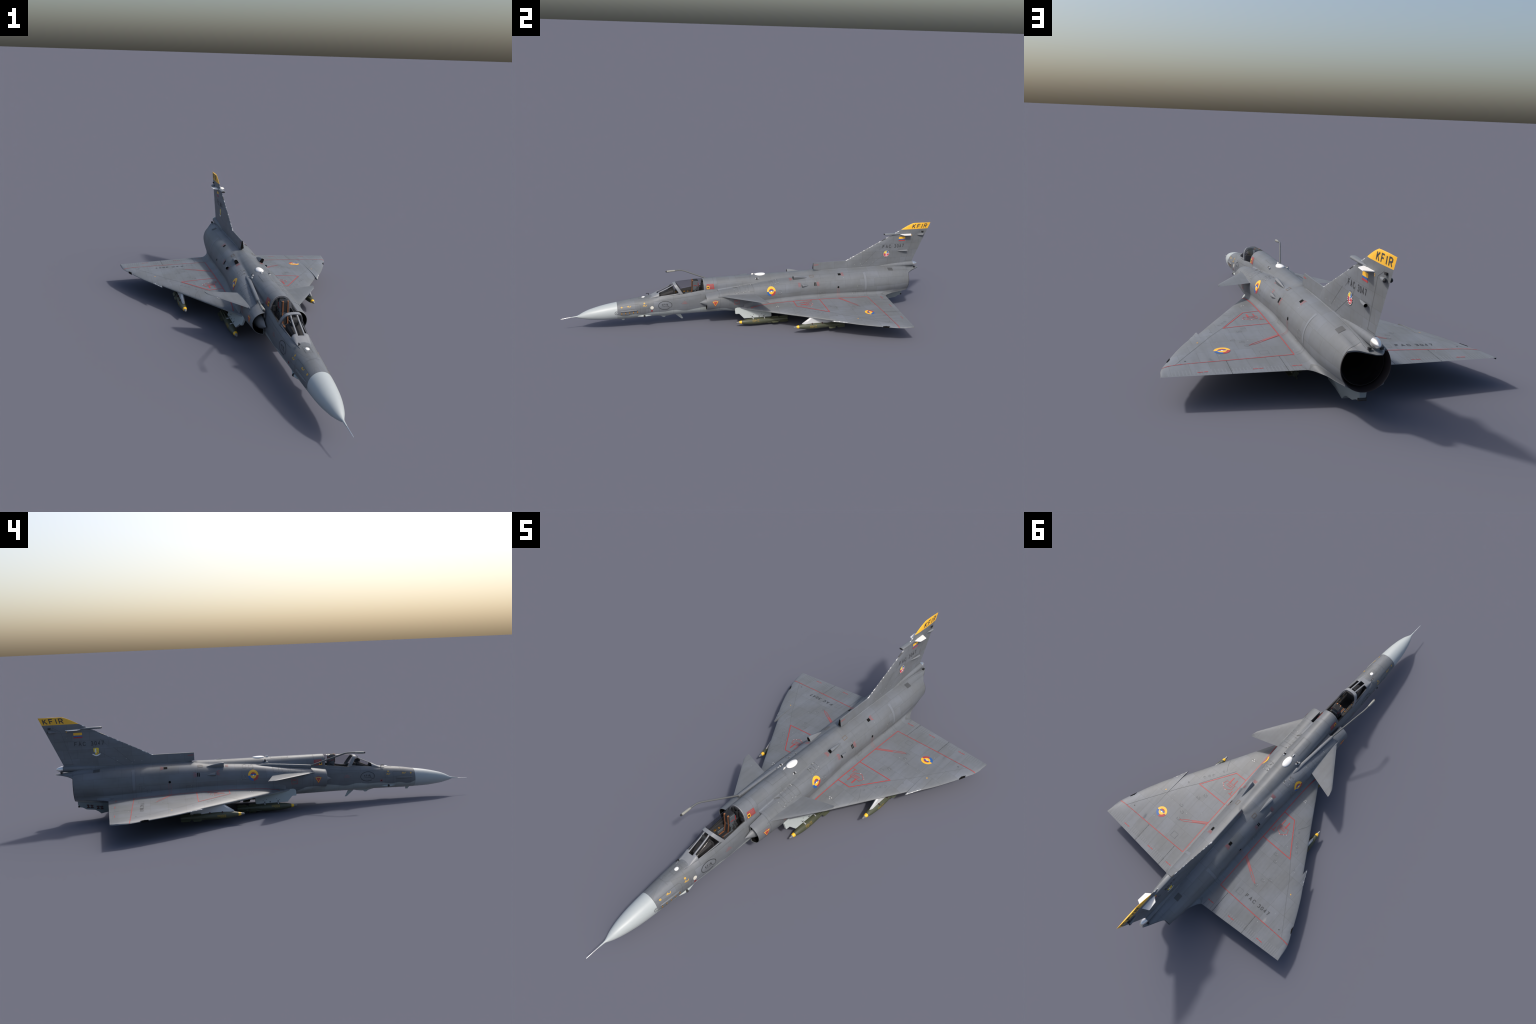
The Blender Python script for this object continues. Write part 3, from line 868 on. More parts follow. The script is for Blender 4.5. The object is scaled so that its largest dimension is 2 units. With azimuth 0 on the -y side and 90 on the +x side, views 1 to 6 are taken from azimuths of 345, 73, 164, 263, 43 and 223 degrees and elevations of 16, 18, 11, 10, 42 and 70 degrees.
S = [ring(y, 0, z, a, b, 20, 2.6) for y, a, b, z in [(0.7255, 0.0086, 0.0040, 0.4152), (0.7285, 0.0102, 0.0050, 0.4152), (0.76, 0.0102, 0.0049, 0.4150), (0.80, 0.0092, 0.0042, 0.4145), (0.835, 0.006, 0.002, 0.414)]]
pod = obj('fin_front_receiver', *loft(S, True, True, True), M_detail, fin, angle=45)
obj('receiver_window', *loft([ring(y, 0, 0.4152, a, b, 20, 2.6) for y, a, b in [(0.7235, 0.0070, 0.0030), (0.7256, 0.0083, 0.0037)]], True, True, True), M_black, pod)
S = [ring(y, x, 0.3188, a, b, 14) for y, x, a, b in [(0.806, 0.0055, 0.0006, 0.0006), (0.825, 0.0085, 0.0038, 0.0032), (0.845, 0.0115, 0.0052, 0.0045), (0.8645, 0.0130, 0.0056, 0.0050)]]
ex = obj('fin_exhaust', *loft(S, True, True, False), M_detail, fin, angle=50)
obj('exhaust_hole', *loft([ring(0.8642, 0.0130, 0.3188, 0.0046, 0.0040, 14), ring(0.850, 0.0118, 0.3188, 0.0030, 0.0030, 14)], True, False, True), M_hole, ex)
# dark plate let into the fin leading edge
def fle(z): return fin_section(z)[0]
S = []
for z in (0.3800, 0.3860, 0.3920):
    l = fle(z); S.append([(0.0030, l + 0.006, z), (0.0026, l + 0.001, z), (0.0, l - 0.0014, z), (-0.0026, l + 0.001, z), (-0.0030, l + 0.006, z)])
obj('leading_edge_window', *loft(S, True, True, True), M_dgrey, fin, smooth=False)

# ------------------------------------------------------- fuselage fittings
def surf_r(y, th):
    """point on the body at angle th (0 = top, + = right)"""
    zc = TRUNK(y)[1] - 0.002
    parts = ['core', 'trunk'] + (['spine'] if y < 0.36 else []) if y > -0.215 else ['core', 'spine'] if y > -0.283 else ['core']
    if y <= -0.215: zc = CORE(y)[0]
    r = polar_r(y, abs(th), zc, parts)
    return Vector((r * math.sin(th), y, zc + r * math.cos(th)))
def ang_for_x(y, x):
    lo, hi = 0.0, math.pi / 2
    for _ in range(40):
        m = (lo + hi) / 2
        if surf_r(y, m).x < abs(x): lo = m
        else: hi = m
    return math.copysign(lo, x)
def frame_at(y, x):
    a = ang_for_x(y, x); p = surf_r(y, a)
    q1 = surf_r(y, a + 0.03); q0 = surf_r(y, a - 0.03)
    tan = (q1 - q0).normalized()                     # towards +angle (right/down)
    fy = Vector((0, 1, 0))
    nrm = tan.cross(fy) * -1
    if nrm.dot(p - Vector((0, y, TRUNK(y)[1]))) < 0: nrm = -nrm
    return p, tan, nrm

def blister(name, y0, y1, x, w, h, sunk=0.003, mouth='front', mat=None, parent=None):
    """wedge-shaped cooling scoop with an open mouth"""
    p, tan, nrm = frame_at((y0 + y1) / 2, x)
    L = y1 - y0; S = []
    for t, ww, hh in [(0, 1, 1), (0.15, 1.0, 1.0), (0.4, 0.85, 0.78), (0.7, 0.5, 0.45), (1.0, 0.04, 0.02)]:
        c = Vector(p); c.y = y0 + L * t
        if mouth == 'rear': c.y = y1 - L * t
        sec = []
        for a, b in [(-1, -1), (-1, 0.55), (-0.75, 0.9), (-0.4, 1), (0.4, 1), (0.75, 0.9), (1, 0.55), (1, -1)]:
            hgt = hh * h * b if b > 0 else -sunk
            sec.append(tuple(c + tan * (a * ww * w / 2) + nrm * hgt))
        S.append(sec)
    o = obj(name, *loft(S, True, False, True), mat or M_detail, parent or JET, angle=35)
    S2 = []
    for dy, sc in ((0.0004, 0.86), (0.010, 0.8)):
        c = Vector(p); c.y = (y0 + dy) if mouth == 'front' else (y1 - dy)
        S2.append([tuple(c + tan * (a * w / 2 * sc) + nrm * ((h * b * sc) if b > 0 else 0.0006)) for a, b in [(-1, -1), (-1, 0.55), (-0.75, 0.9), (-0.4, 1), (0.4, 1), (0.75, 0.9), (1, 0.55), (1, -1)]])
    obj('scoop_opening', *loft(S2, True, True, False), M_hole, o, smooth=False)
    return o
for sx in (1, -1):
    blister('cooling_scoop', 0.188, 0.270, sx * 0.0515, 0.0150, 0.0195)
    blister('side_scoop', 0.230, 0.268, sx * 0.0815, 0.0135, 0.0100)

# white oval satellite antenna on the spine, small spine aerials
S = []
for k, (f, dz) in enumerate([(1.0, -0.003), (1.0, 0.0015), (0.96, 0.0032), (0.75, 0.0052), (0.4, 0.0064), (0.02, 0.0068)]):
    row = []
    for j in range(32):
        a = 2 * math.pi * j / 32
        x = 0.0155 * f * math.cos(a); y = 0.021 + 0.0285 * f * math.sin(a)
        z = 0.2343 - (x / 0.046) ** 2 * 0.022 + dz
        row.append((x, y, z))
    S.append(row)
obj('oval_antenna', *loft(S, True, True, True), M_white, JET, angle=60)
for sx in (1, -1):
    p, tan, nrm = frame_at(-0.004, sx * 0.0325)
    c = p + nrm * 0.003
    V, F = box((0, 0, 0), (0.006, 0.016, 0.007))
    R = Matrix((tan, Vector((0, 1, 0)), nrm)).transposed()
    st_ = [tuple(R @ Vector(v) + c) for v in V]
    o = obj('spine_light', st_, F, M_pylonw, JET, smooth=False); bevel(o, 0.0015)
    V, F = box((0, -0.001, 0.0005), (0.0066, 0.008, 0.0068))
    obj('light_lens', [tuple(R @ Vector(v) + c + nrm * 0.0006) for v in V], F, M_black, o, smooth=False)
blade = slab([(-0.026, 0.2340), (-0.016, 0.2340), (-0.013, 0.2405), (-0.024, 0.2412)], 'x', -0.0035, -0.0015)
obj('blade_antenna', *blade, M_white, JET, smooth=False)
# white disc on top of the nose
obj('nose_disc_antenna', *loft([ring(y, 0, 0, 1, 1, 4) for y in (0, 1)], True)[0:0] or loft(
    [[(r * math.cos(2 * math.pi * k / 24), -0.592 + r * 1.15 * math.sin(2 * math.pi * k / 24), z - (0.0025 if i == 0 else 0) - (r * math.cos(2 * math.pi * k / 24)) ** 2 * 9 + r * 1.15 * math.sin(2 * math.pi * k / 24) * 0.13) for k in range(24)]
     for i, (r, z) in enumerate([(0.0072, 0.1545), (0.0072, 0.1552), (0.0055, 0.1562), (0.0004, 0.1566)])], True, False, True), M_white, JET, angle=60)
# incidence vane on the left top of the nose
obj('incidence_vane', *join(tube([(-0.0195, -0.5625, 0.150), (-0.0205, -0.5625, 0.164)], [0.0016, 0.0016], 10), box((-0.0205, -0.5685, 0.1640), (0.003, 0.014, 0.0025))), M_black, JET)

M_armg = plain('probe_arm_grey', (0.10, 0.105, 0.105), 0.5)
# refuelling probe on the left shoulder ------------------------------------
S = []
for y, x, zt, w, h in [(0.060, -0.0455, 0.2020, 0.001, 0.004), (0.040, -0.0465, 0.2085, 0.0070, 0.010), (0.010, -0.0485, 0.2110, 0.0090, 0.0135), (-0.02, -0.0500, 0.2100, 0.0078, 0.014), (-0.08, -0.0550, 0.2060, 0.0072, 0.014), (-0.15, -0.0605, 0.2005, 0.0070, 0.014), (-0.205, -0.0650, 0.1955, 0.0068, 0.014), (-0.214, -0.0655, 0.1945, 0.0060, 0.013)]:
    S.append(ring(y, x, zt - 0.006, w, 0.006, 20, 2.4, h))
rf = obj('refuelling_probe', *loft(S, True, True, True), M_body, JET, angle=50)
path = [(-0.0655, -0.2100, 0.1895), (-0.0680, -0.2190, 0.1925), (-0.0985, -0.3390, 0.2345), (-0.1045, -0.3620, 0.2430), (-0.1085, -0.3790, 0.2462), (-0.1100, -0.3950, 0.2462), (-0.1107, -0.4140, 0.2450)]
obj('probe_arm', *tube(path, [0.0042, 0.0036, 0.0034, 0.0034, 0.0034, 0.0035, 0.0040], 14), M_armg, rf, angle=60)
obj('probe_head', *tube([(-0.1105, -0.408, 0.2454), (-0.1108, -0.425, 0.2443), (-0.1110, -0.449, 0.2431), (-0.1111, -0.4535, 0.2429)], [0.0036, 0.0050, 0.0054, 0.0046], 16), plain('probe_buff', (0.24, 0.24, 0.215), 0.5), rf, angle=60)
obj('probe_nozzle', *tube([(-0.1111, -0.4525, 0.2429), (-0.1111, -0.456, 0.2427), (-0.1112, -0.4605, 0.2425)], [0.0042, 0.0040, 0.0026], 14), M_black, rf)
obj('probe_bracket', *join(ball((-0.0385, -0.0115, 0.2135), 0.0055, sy=1.7)), plain('bracket_grey', (0.26, 0.275, 0.28), 0.5), rf)

# chin aerials, camera fairings, pods ---------------------------------------
S = []
for t in (0, 0.5, 0.96, 1.0):
    y0, y1, z = -0.4385 + 0.041 * t, -0.4065 + 0.0185 * t, 0.054 - 0.0345 * t
    th = 0.0030 * (1 - 0.5 * t)
    S.append([(0, y0, z), (th, y0 + (y1 - y0) * 0.3, z), (0, y1, z), (-th, y0 + (y1 - y0) * 0.3, z)])
obj('chin_blade_antenna', *loft(S, True, True, True), M_pale, JET, angle=30)
obj('small_chin_antenna', *slab([(-0.7095, 0.050), (-0.6985, 0.0365), (-0.6885, 0.037), (-0.6885, 0.050)], 'x', -0.0015, 0.0015), M_pale, JET, smooth=False)
S = [ring(y, 0, 0.051, a, b, 16) for y, a, b in [(-0.535, 0.001, 0.001), (-0.515, 0.008, 0.005), (-0.495, 0.012, 0.009), (-0.470, 0.012, 0.0085), (-0.445, 0.009, 0.005), (-0.43, 0.001, 0.001)]]
obj('chin_fairing', *join(loft(S, True, True, True), slab([(-0.503, 0.045), (-0.4935, 0.0375), (-0.483, 0.0375), (-0.480, 0.045)], 'x', -0.006, 0.006)), M_pale, JET, angle=40)
for sx in (1, -1):
    S = [ring(y, sx * 0.0375, 0.0660, a, b, 14) for y, a, b in [(-0.625, 0.0005, 0.0005), (-0.605, 0.0060, 0.0045), (-0.592, 0.0080, 0.0062), (-0.578, 0.0060, 0.0045), (-0.556, 0.0005, 0.0005)]]
    cf = obj('camera_fairing', *loft(S, True, True, True), M_pale, JET, angle=60)
    obj('camera_lens', *ball((sx * 0.0425, -0.592, 0.0665), 0.0058), M_black, cf)

# gun trough shield on the nose sides
for sx in (1, -1):
    S = []
    for y, w in [(-0.716, 0.0006), (-0.706, 0.0045), (-0.665, 0.0062), (-0.632, 0.0060), (-0.623, 0.0008)]:
        c = CORE(y); z = 0.0985 + (y + 0.714) * 0.05
        r = math.sqrt(max(0, 1 - ((z - c[0]) / c[2]) ** 2)) * c[1]
        S.append(ring(y, sx * (r - 0.0015), z, w * 1.0, w * 0.7, 12))
    obj('gun_shield', *loft(S, True, True, True), M_nose, JET, angle=50)

# ------------------------------------------------------------- ventral pod
S = []
for y, wb, wt, zb, zt in [(0.615, 0.006, 0.015, 0.058, 0.074), (0.630, 0.017, 0.026, 0.044, 0.076), (0.645, 0.0195, 0.031, 0.0375, 0.078), (0.700, 0.0180, 0.040, 0.0335, 0.080), (0.7420, 0.0178, 0.043, 0.0268, 0.080), (0.7535, 0.0175, 0.0430, 0.0240, 0.0800), (0.765, 0.0170, 0.0410, 0.0345, 0.0810), (0.780, 0.0165, 0.0370, 0.0430, 0.0820), (0.8186, 0.0140, 0.0260, 0.0470, 0.0840), (0.835, 0.0115, 0.0190, 0.0560, 0.0850), (0.848, 0.0100, 0.0140, 0.0580, 0.0855), (0.856, 0.0085, 0.0100, 0.0690, 0.0860)]:
    S.append([(wb, y, zb), (wb + (wt - wb) * 0.12, y, zb + (zt - zb) * 0.08), (wt, y, zt), (-wt, y, zt), (-wb - (wt - wb) * 0.12, y, zb + (zt - zb) * 0.08), (-wb, y, zb)])
M_vent = plain('ventral_blue_grey', (0.19, 0.225, 0.235), 0.5)
vent = obj('ventral_dispenser', *loft(S, True, True, True), M_vent, JET, angle=25)
S = [[(x, 0.8515 + 0.0045 * math.cos(2 * math.pi * k / 14), 0.0615 + 0.0045 * math.sin(2 * math.pi * k / 14)) for k in range(14)] for x in (-0.0115, 0.0115)]
obj('dispenser_roller', *loft(S, True, True, True), M_black, vent, angle=40)
fl = []
for yb, zb in ((0.8085, 0.0630), (0.7925, 0.0620), (0.7650, 0.0560), (0.7490, 0.0550)):
    # the cartridges sit in the sloping left wall of the dispenser
    y_ = [0.7535, 0.765, 0.780, 0.8186]; wb_, wt_, zb_, zt_ = [np.interp(yb, y_, v) for v in ([0.0175, 0.0170, 0.0165, 0.0140], [0.0430, 0.0410, 0.0370, 0.0260], [0.0240, 0.0345, 0.0430, 0.0470], [0.0800, 0.0810, 0.0820, 0.0840])]
    for (dz, w, h) in ((0.0058, 0.013, 0.005), (0, 0.006, 0.0066), (-0.0058, 0.013, 0.005)):
        z = zb + dz; k = 0.12 + 0.88 * max(0.0, (z - zb_) / (zt_ - zb_) - 0.08) / 0.92
        fl.append(box((-(wb_ + (wt_ - wb_) * k) - 0.0002, yb, z), (0.0045, w, h)))
o = obj('flare_cartridge', *join(*fl), M_flare, vent, smooth=False); o['kind'] = 'stuff'

# -------------------------------------------------------- pylons and bombs
CANT = math.radians(23.8)
for sx in (1, -1):
    prof = [(-0.1345, 0.0642), (-0.1150, 0.0640), (-0.0911, 0.0405), (0.0570, 0.0395), (0.0570, 0.1050), (-0.1080, 0.1050), (-0.1345, 0.0880)]
    face = lambda z: 0.1199 - (z - 0.0413) * math.tan(CANT)
    n = len(prof)
    V = [(sx * face(z), y, z) for y, z in prof] + [(sx * (face(z) - 0.0105), y, z) for y, z in prof]
    F = [tuple(range(n)), tuple(range(2 * n - 1, n - 1, -1))] + [(i, (i + 1) % n, n + (i + 1) % n, n + i) for i in range(n)]
    py = bevel(obj('inner_pylon', V, F, M_pale, JET, smooth=False), 0.0018)
    sw = []
    for y in (-0.045, 0.016):
        sw += [box((sx * 0.1265, y, 0.0395), (0.010, 0.0035, 0.003)), box((sx * 0.1305, y, 0.0365), (0.003, 0.003, 0.007))]
    obj('sway_brace', *join(*sw), M_pylonw, py, smooth=False)
    obj('pylon_fitting', *join(*[box((sx * (face(z) + 0.0002), y, z), (0.0012, s, s)) for y, z, s in [(-0.047, 0.0455, 0.006), (-0.010, 0.0445, 0.006), (0.015, 0.0445, 0.006), (-0.054, 0.052, 0.0025), (-0.040, 0.056, 0.0025), (0.005, 0.056, 0.0025), (0.022, 0.052, 0.0025)]]), M_dgrey, py, smooth=False)['kind'] = 'stuff'
    # outer pylon
    S = []
    for y_off, w in ((0, 1),):
        pass
    prof = [(0.1705, 0.0520), (0.1705, 0.0560), (0.2130, 0.0850), (0.2300, 0.0900), (0.3500, 0.0900), (0.3600, 0.0500)]
    prof2 = [(0.1850, 0.0520), (0.1850, 0.0570), (0.2230, 0.0850), (0.2330, 0.0900), (0.3450, 0.0900), (0.3450, 0.0500)]
    V = [(sx * 0.2793, y, z) for y, z in prof] + [(sx * (0.2793 + 0.0055), y, z) for y, z in prof2] + [(sx * (0.2793 - 0.0055), y, z) for y, z in prof2]
    m = len(prof)
    F = [tuple(range(m, 2 * m)), tuple(range(3 * m - 1, 2 * m - 1, -1))]
    for i in range(m):
        j = (i + 1) % m
        F += [(i, j, m + j, m + i), (j, i, 2 * m + i, 2 * m + j)]
    op = obj('outer_pylon', V, F, M_pylonw, JET, angle=35)
    sw = []
    for y in (0.222, 0.276):
        for s2 in (1, -1):
            sw += [box((sx * 0.2793 + s2 * 0.0085, y, 0.0545), (0.007, 0.0045, 0.004)), box((sx * 0.2793 + s2 * 0.0115, y, 0.0525), (0.0035, 0.0035, 0.006))]
    obj('sway_brace', *join(*sw), M_flare, op, smooth=False)

# bomb meshes (shared by the four bombs)
def lathe(prof, n=28):
    S = [ring(y, 0, 0, r, r, n) for y, r in prof]
    return loft(S, True, True, True)
bomb_body = lathe([(0.0245, 0.0078), (0.030, 0.0093), (0.045, 0.0124), (0.060, 0.0145), (0.080, 0.0161), (0.100, 0.0168), (0.125, 0.0168), (0.150, 0.0158), (0.175, 0.0138), (0.190, 0.0122), (0.200, 0.0112), (0.235, 0.0092), (0.275, 0.0072)])
vanes = []
for k in range(4):
    a = math.pi / 4 + k * math.pi / 2
    c, s = math.cos(a), math.sin(a)
    for prof in ([(0.184, 0.010), (0.188, 0.0225), (0.191, 0.0238), (0.2205, 0.0238), (0.2235, 0.010)], [(0.228, 0.008), (0.236, 0.0215), (0.240, 0.0225), (0.270, 0.0215), (0.2745, 0.019), (0.2745, 0.006)]):
        V, F = slab(prof, 'x', -0.0010, 0.0010)
        vanes.append(([(x * s + r * c, y, -x * c + r * s) for x, y, r in V], F))
    V, F = slab([(0.150, 0.004), (0.165, 0.0155), (0.272, 0.0105), (0.272, 0.003)], 'x', -0.0040, 0.0040)
    a2 = a + math.pi / 4; c, s = math.cos(a2), math.sin(a2)
    vanes.append(([(x * s + r * c, y, -x * c + r * s) for x, y, r in V], F))
bomb_nose = lathe([(0.0150, 0.0056), (0.0160, 0.0062), (0.0270, 0.0087)])
bomb_fuse = lathe([(0.0, 0.0024), (0.0012, 0.0032), (0.0030, 0.0030), (0.0035, 0.0036), (0.0105, 0.0038), (0.0110, 0.0048), (0.0155, 0.0052)])
MESH = {}
for nm, vf, mt in (('bomb', join(bomb_body, *vanes), M_olive), ('bomb_nose_band', bomb_nose, M_bombyel), ('bomb_fuse', bomb_fuse, plain('fuse_grey', (0.22, 0.225, 0.23), 0.4, 0.3))):
    o = obj(nm, *vf, mt, None, angle=35); MESH[nm] = o.data; bpy.data.objects.remove(o)
# stencil block on the bomb side, wrapped round the body
def bomb_r(y):
    return pchip([0.06, 0.08, 0.100, 0.125, 0.150], [0.0145, 0.0161, 0.0168, 0.0168, 0.0158])(y)
stv = []
rs = random.Random(3)
for side in (0, math.pi):
    for row in range(7):
        a0 = side + 0.42 - row * 0.11
        y = 0.082
        while y < 0.118:
            w = rs.uniform(0.003, 0.008)
            if rs.random() < 0.78:
                S = [[((bomb_r(yy) + 0.0004) * math.cos(a), yy, (bomb_r(yy) + 0.0004) * math.sin(a)) for a in (a0, a0 - 0.03, a0 - 0.06)] for yy in (y, y + w / 2, min(y + w, 0.119))]
                stv.append(loft(S, False))
            y += w + 0.0015
o = obj('bomb_stencil', *join(*stv), plain('stencil_yellow', (0.30, 0.20, 0.025), 0.6), None); MESH['bomb_stencil'] = o.data; bpy.data.objects.remove(o)
for sx in (1, -1):
    face = lambda z: 0.1045 - (z - 0.0570) * math.tan(CANT)
    prof = [(0.360, 0.0720), (0.392, 0.0565), (0.508, 0.0565), (0.528, 0.0800), (0.360, 0.0880)]
    n = len(prof)
    V = [(sx * face(z), y, z) for y, z in prof] + [(sx * (face(z) - 0.0105), y, z) for y, z in prof]
    F = [tuple(range(n)), tuple(range(2 * n - 1, n - 1, -1))] + [(i, (i + 1) % n, n + (i + 1) % n, n + i) for i in range(n)]
    bevel(obj('rear_pylon', V, F, M_pale, JET, smooth=False), 0.0018)
for sx, x, y0, z0, roll in ((1, 0.1030, 0.3180, 0.0410, CANT), (-1, 0.1030, 0.3180, 0.0410, -CANT), (1, 0.1235, -0.1325, 0.0225, CANT), (-1, 0.1235, -0.1325, 0.0225, -CANT), (1, 0.2793, 0.1262, 0.0385, 0), (-1, 0.2793, 0.1262, 0.0385, 0)):
    b = bpy.data.objects.new('bomb', MESH['bomb']); link(b, JET)
    b.location = (sx * x, y0, z0); b.rotation_euler = (0, -roll, 0)
    for nm in ('bomb_nose_band', 'bomb_fuse', 'bomb_stencil'):
        link(bpy.data.objects.new(nm, MESH[nm]), b)

# ------------------------------------------------------------------ decals
dg = bpy.context.evaluated_depsgraph_get()
dg.update()
def bvh_of(objs):
    V = []; F = []
    for o in objs:
        me = o.data; off = len(V)
        V += [tuple(v.co) for v in me.vertices]
        F += [tuple(i + off for i in p.vertices) for p in me.polygons]
    return BVHTree.FromPolygons(V, F)
BV_wing = bvh_of(wing_objs)
BV_body = bvh_of([body, fwd] + [o for o in bpy.data.objects if o.name.startswith(('air_intake', 'wing_root_fillet'))])
BV_fin = bvh_of([fin, cap, scoop])
BV_nose = bvh_of([fwd, bpy.data.objects['radome']])
BV_canard = bvh_of([o for o in bpy.data.objects if o.name.split('.')[0] == 'canard'])

class Frame:
    """maps 2D (u,v) on a plane to the target surface by casting along -n"""
    def __init__(s, o, U, V, bvh, lift=0.0006):
        s.o = Vector(o); s.U = Vector(U).normalized(); s.V = Vector(V).normalized()
        s.n = s.U.cross(s.V).normalized(); s.b = bvh; s.l = lift
    def __call__(s, u, v):
        p = s.o + s.U * u + s.V * v
        h, nr, _, _ = s.b.ray_cast(p + s.n * 0.08, -s.n, 0.2)
        if h is None: return None
        if nr.dot(s.n) < 0: nr = -nr
        return h + nr * s.l

DEC = {}
def put(group, mat, fr, polys, step=0.006):
    """polys: list of outlines (list of (u,v)) drawn as paint on the surface"""
    for poly in polys:
        bm = bmesh.new()
        tri = tessellate_polygon([[Vector((u, v, 0)) for u, v in poly]])
        vs = [bm.verts.new((u, v, 0)) for u, v in poly]
        for t in tri:
            try: bm.faces.new([vs[i] for i in t])
            except ValueError: pass
        for _ in range(7):
            ed = [e for e in bm.edges if e.calc_length() > step]
            if not ed: break
            bmesh.ops.subdivide_edges(bm, edges=ed, cuts=1)
            bmesh.ops.triangulate(bm, faces=bm.faces)
        bm.verts.index_update()
        P = [fr(v.co.x, v.co.y) for v in bm.verts]
        V, F = DEC.setdefault((group, mat.name), ([], []))
        off = len(V)
        F_ = [tuple(v.index + off for v in f.verts) for f in bm.faces if all(P[v.index] is not None for v in f.verts)]
        V += [tuple(p) if p is not None else (0, 0, 0.1) for p in P]
        F += F_
        bm.free()

def rect(u, v, w, h): return [(u - w / 2, v - h / 2), (u + w / 2, v - h / 2), (u + w / 2, v + h / 2), (u - w / 2, v + h / 2)]
def arc(u, v, r0, r1, a0, a1, n=24):
    A = [a0 + (a1 - a0) * k / n for k in range(n + 1)]
    if r0 <= 1e-6: return [(u, v)] + [(u + r1 * math.cos(a), v + r1 * math.sin(a)) for a in A]
    return [(u + r1 * math.cos(a), v + r1 * math.sin(a)) for a in A] + [(u + r0 * math.cos(a), v + r0 * math.sin(a)) for a in A[::-1]]
def disc(u, v, r, ry=None, n=28): return [(u + r * math.cos(2 * math.pi * k / n), v + (ry or r) * math.sin(2 * math.pi * k / n)) for k in range(n)]
def stroke(pts, w, closed=False):
    """mitred polyline as quads"""
    out = []; n = len(pts)
    P = [Vector((p[0], p[1])) for p in pts]
    L = []; R = []
    for i in range(n):
        a = P[i - 1] if (i > 0 or closed) else None
        b = P[(i + 1) % n] if (i < n - 1 or closed) else None
        d1 = (P[i] - a).normalized() if a is not None else None
        d2 = (b - P[i]).normalized() if b is not None else None
        if d1 is None: d1 = d2
        if d2 is None: d2 = d1
        n1 = Vector((-d1.y, d1.x)); n2 = Vector((-d2.y, d2.x))
        m = (n1 + n2)
        m = m.normalized() if m.length > 1e-6 else n1
        k = (w / 2) / max(0.35, m.dot(n1))
        L.append(P[i] + m * k); R.append(P[i] - m * k)
    for i in range(n if closed else n - 1):
        j = (i + 1) % n
        out.append([tuple(L[i]), tuple(R[i]), tuple(R[j]), tuple(L[j])])
    return out
GLYPH = {  # centre-line strokes on a 0..1 x 0..1 cell
    'K': [[(0, 0), (0, 1)], [(0.95, 1), (0.05, 0.42)], [(0.32, 0.56), (1, 0)]],
    'F': [[(0, 0), (0, 1), (0.95, 1)], [(0, 0.54), (0.8, 0.54)]],
    'I': [[(0.5, 0), (0.5, 1)]],
    'R': [[(0, 0), (0, 1), (0.65, 1), (0.95, 0.88), (0.95, 0.62), (0.65, 0.5), (0, 0.5)], [(0.5, 0.5), (1, 0)]],
    'A': [[(0, 0), (0.5, 1), (1, 0)], [(0.2, 0.33), (0.8, 0.33)]],
    'C': [[(1, 0.75), (0.85, 0.95), (0.5, 1), (0.15, 0.92), (0, 0.7), (0, 0.3), (0.15, 0.08), (0.5, 0), (0.85, 0.05), (1, 0.25)]],
    '3': [[(0, 0.82), (0.2, 1), (0.75, 1), (0.95, 0.84), (0.95, 0.66), (0.75, 0.53), (0.4, 0.53)], [(0.75, 0.53), (1, 0.38), (1, 0.16), (0.78, 0), (0.2, 0), (0, 0.18)]],
    '0': [[(0.5, 1), (0.15, 0.92), (0, 0.7), (0, 0.3), (0.15, 0.08), (0.5, 0), (0.85, 0.08), (1, 0.3), (1, 0.7), (0.85, 0.92), (0.5, 1)]],
    '4': [[(0.72, 0), (0.72, 1), (0, 0.28), (1, 0.28)]],
    '7': [[(0, 1), (1, 1), (0.35, 0)]],
    '2': [[(0, 0.78), (0.2, 1), (0.8, 1), (1, 0.8), (0.9, 0.55), (0, 0), (1, 0)]]}
def letters(s, w, h, u, v, wt, slant=0.0):
    """stencil lettering drawn from strokes, fitted to a w x h box centred on (u, v)"""
    wid = [0.3 if ch == 'I' else 1.0 for ch in s]
    full_ = w / (sum(wid) + (len(s) - 1) * 0.42); out = []; x0 = u - w / 2 - 1.42 * full_
    pen = u - w / 2
    for i, ch in enumerate(s):
        cell = full_ * wid[i]; x0 = pen; pen += cell + 0.42 * full_
        for st in GLYPH[ch]:
            pts = [(x0 + wt / 2 + a * (cell - wt) + slant * (b - 0.5) * h, v - h / 2 + wt / 2 + b * (h - wt)) for a, b in st]
            out += stroke(pts, wt)
    return out
def bars_text(u, v, w, h, n=2):
    """tiny lettering too small to read: short dashes"""
    out = []; x = u - w / 2
    r = random.Random(int((u + v + w) * 1e5))
    while x < u + w / 2 - 0.001:
        l = min(r.uniform(0.0025, 0.005), u + w / 2 - x)
        out.append(rect(x + l / 2, v, l, h)); x += l + 0.0013
    return out

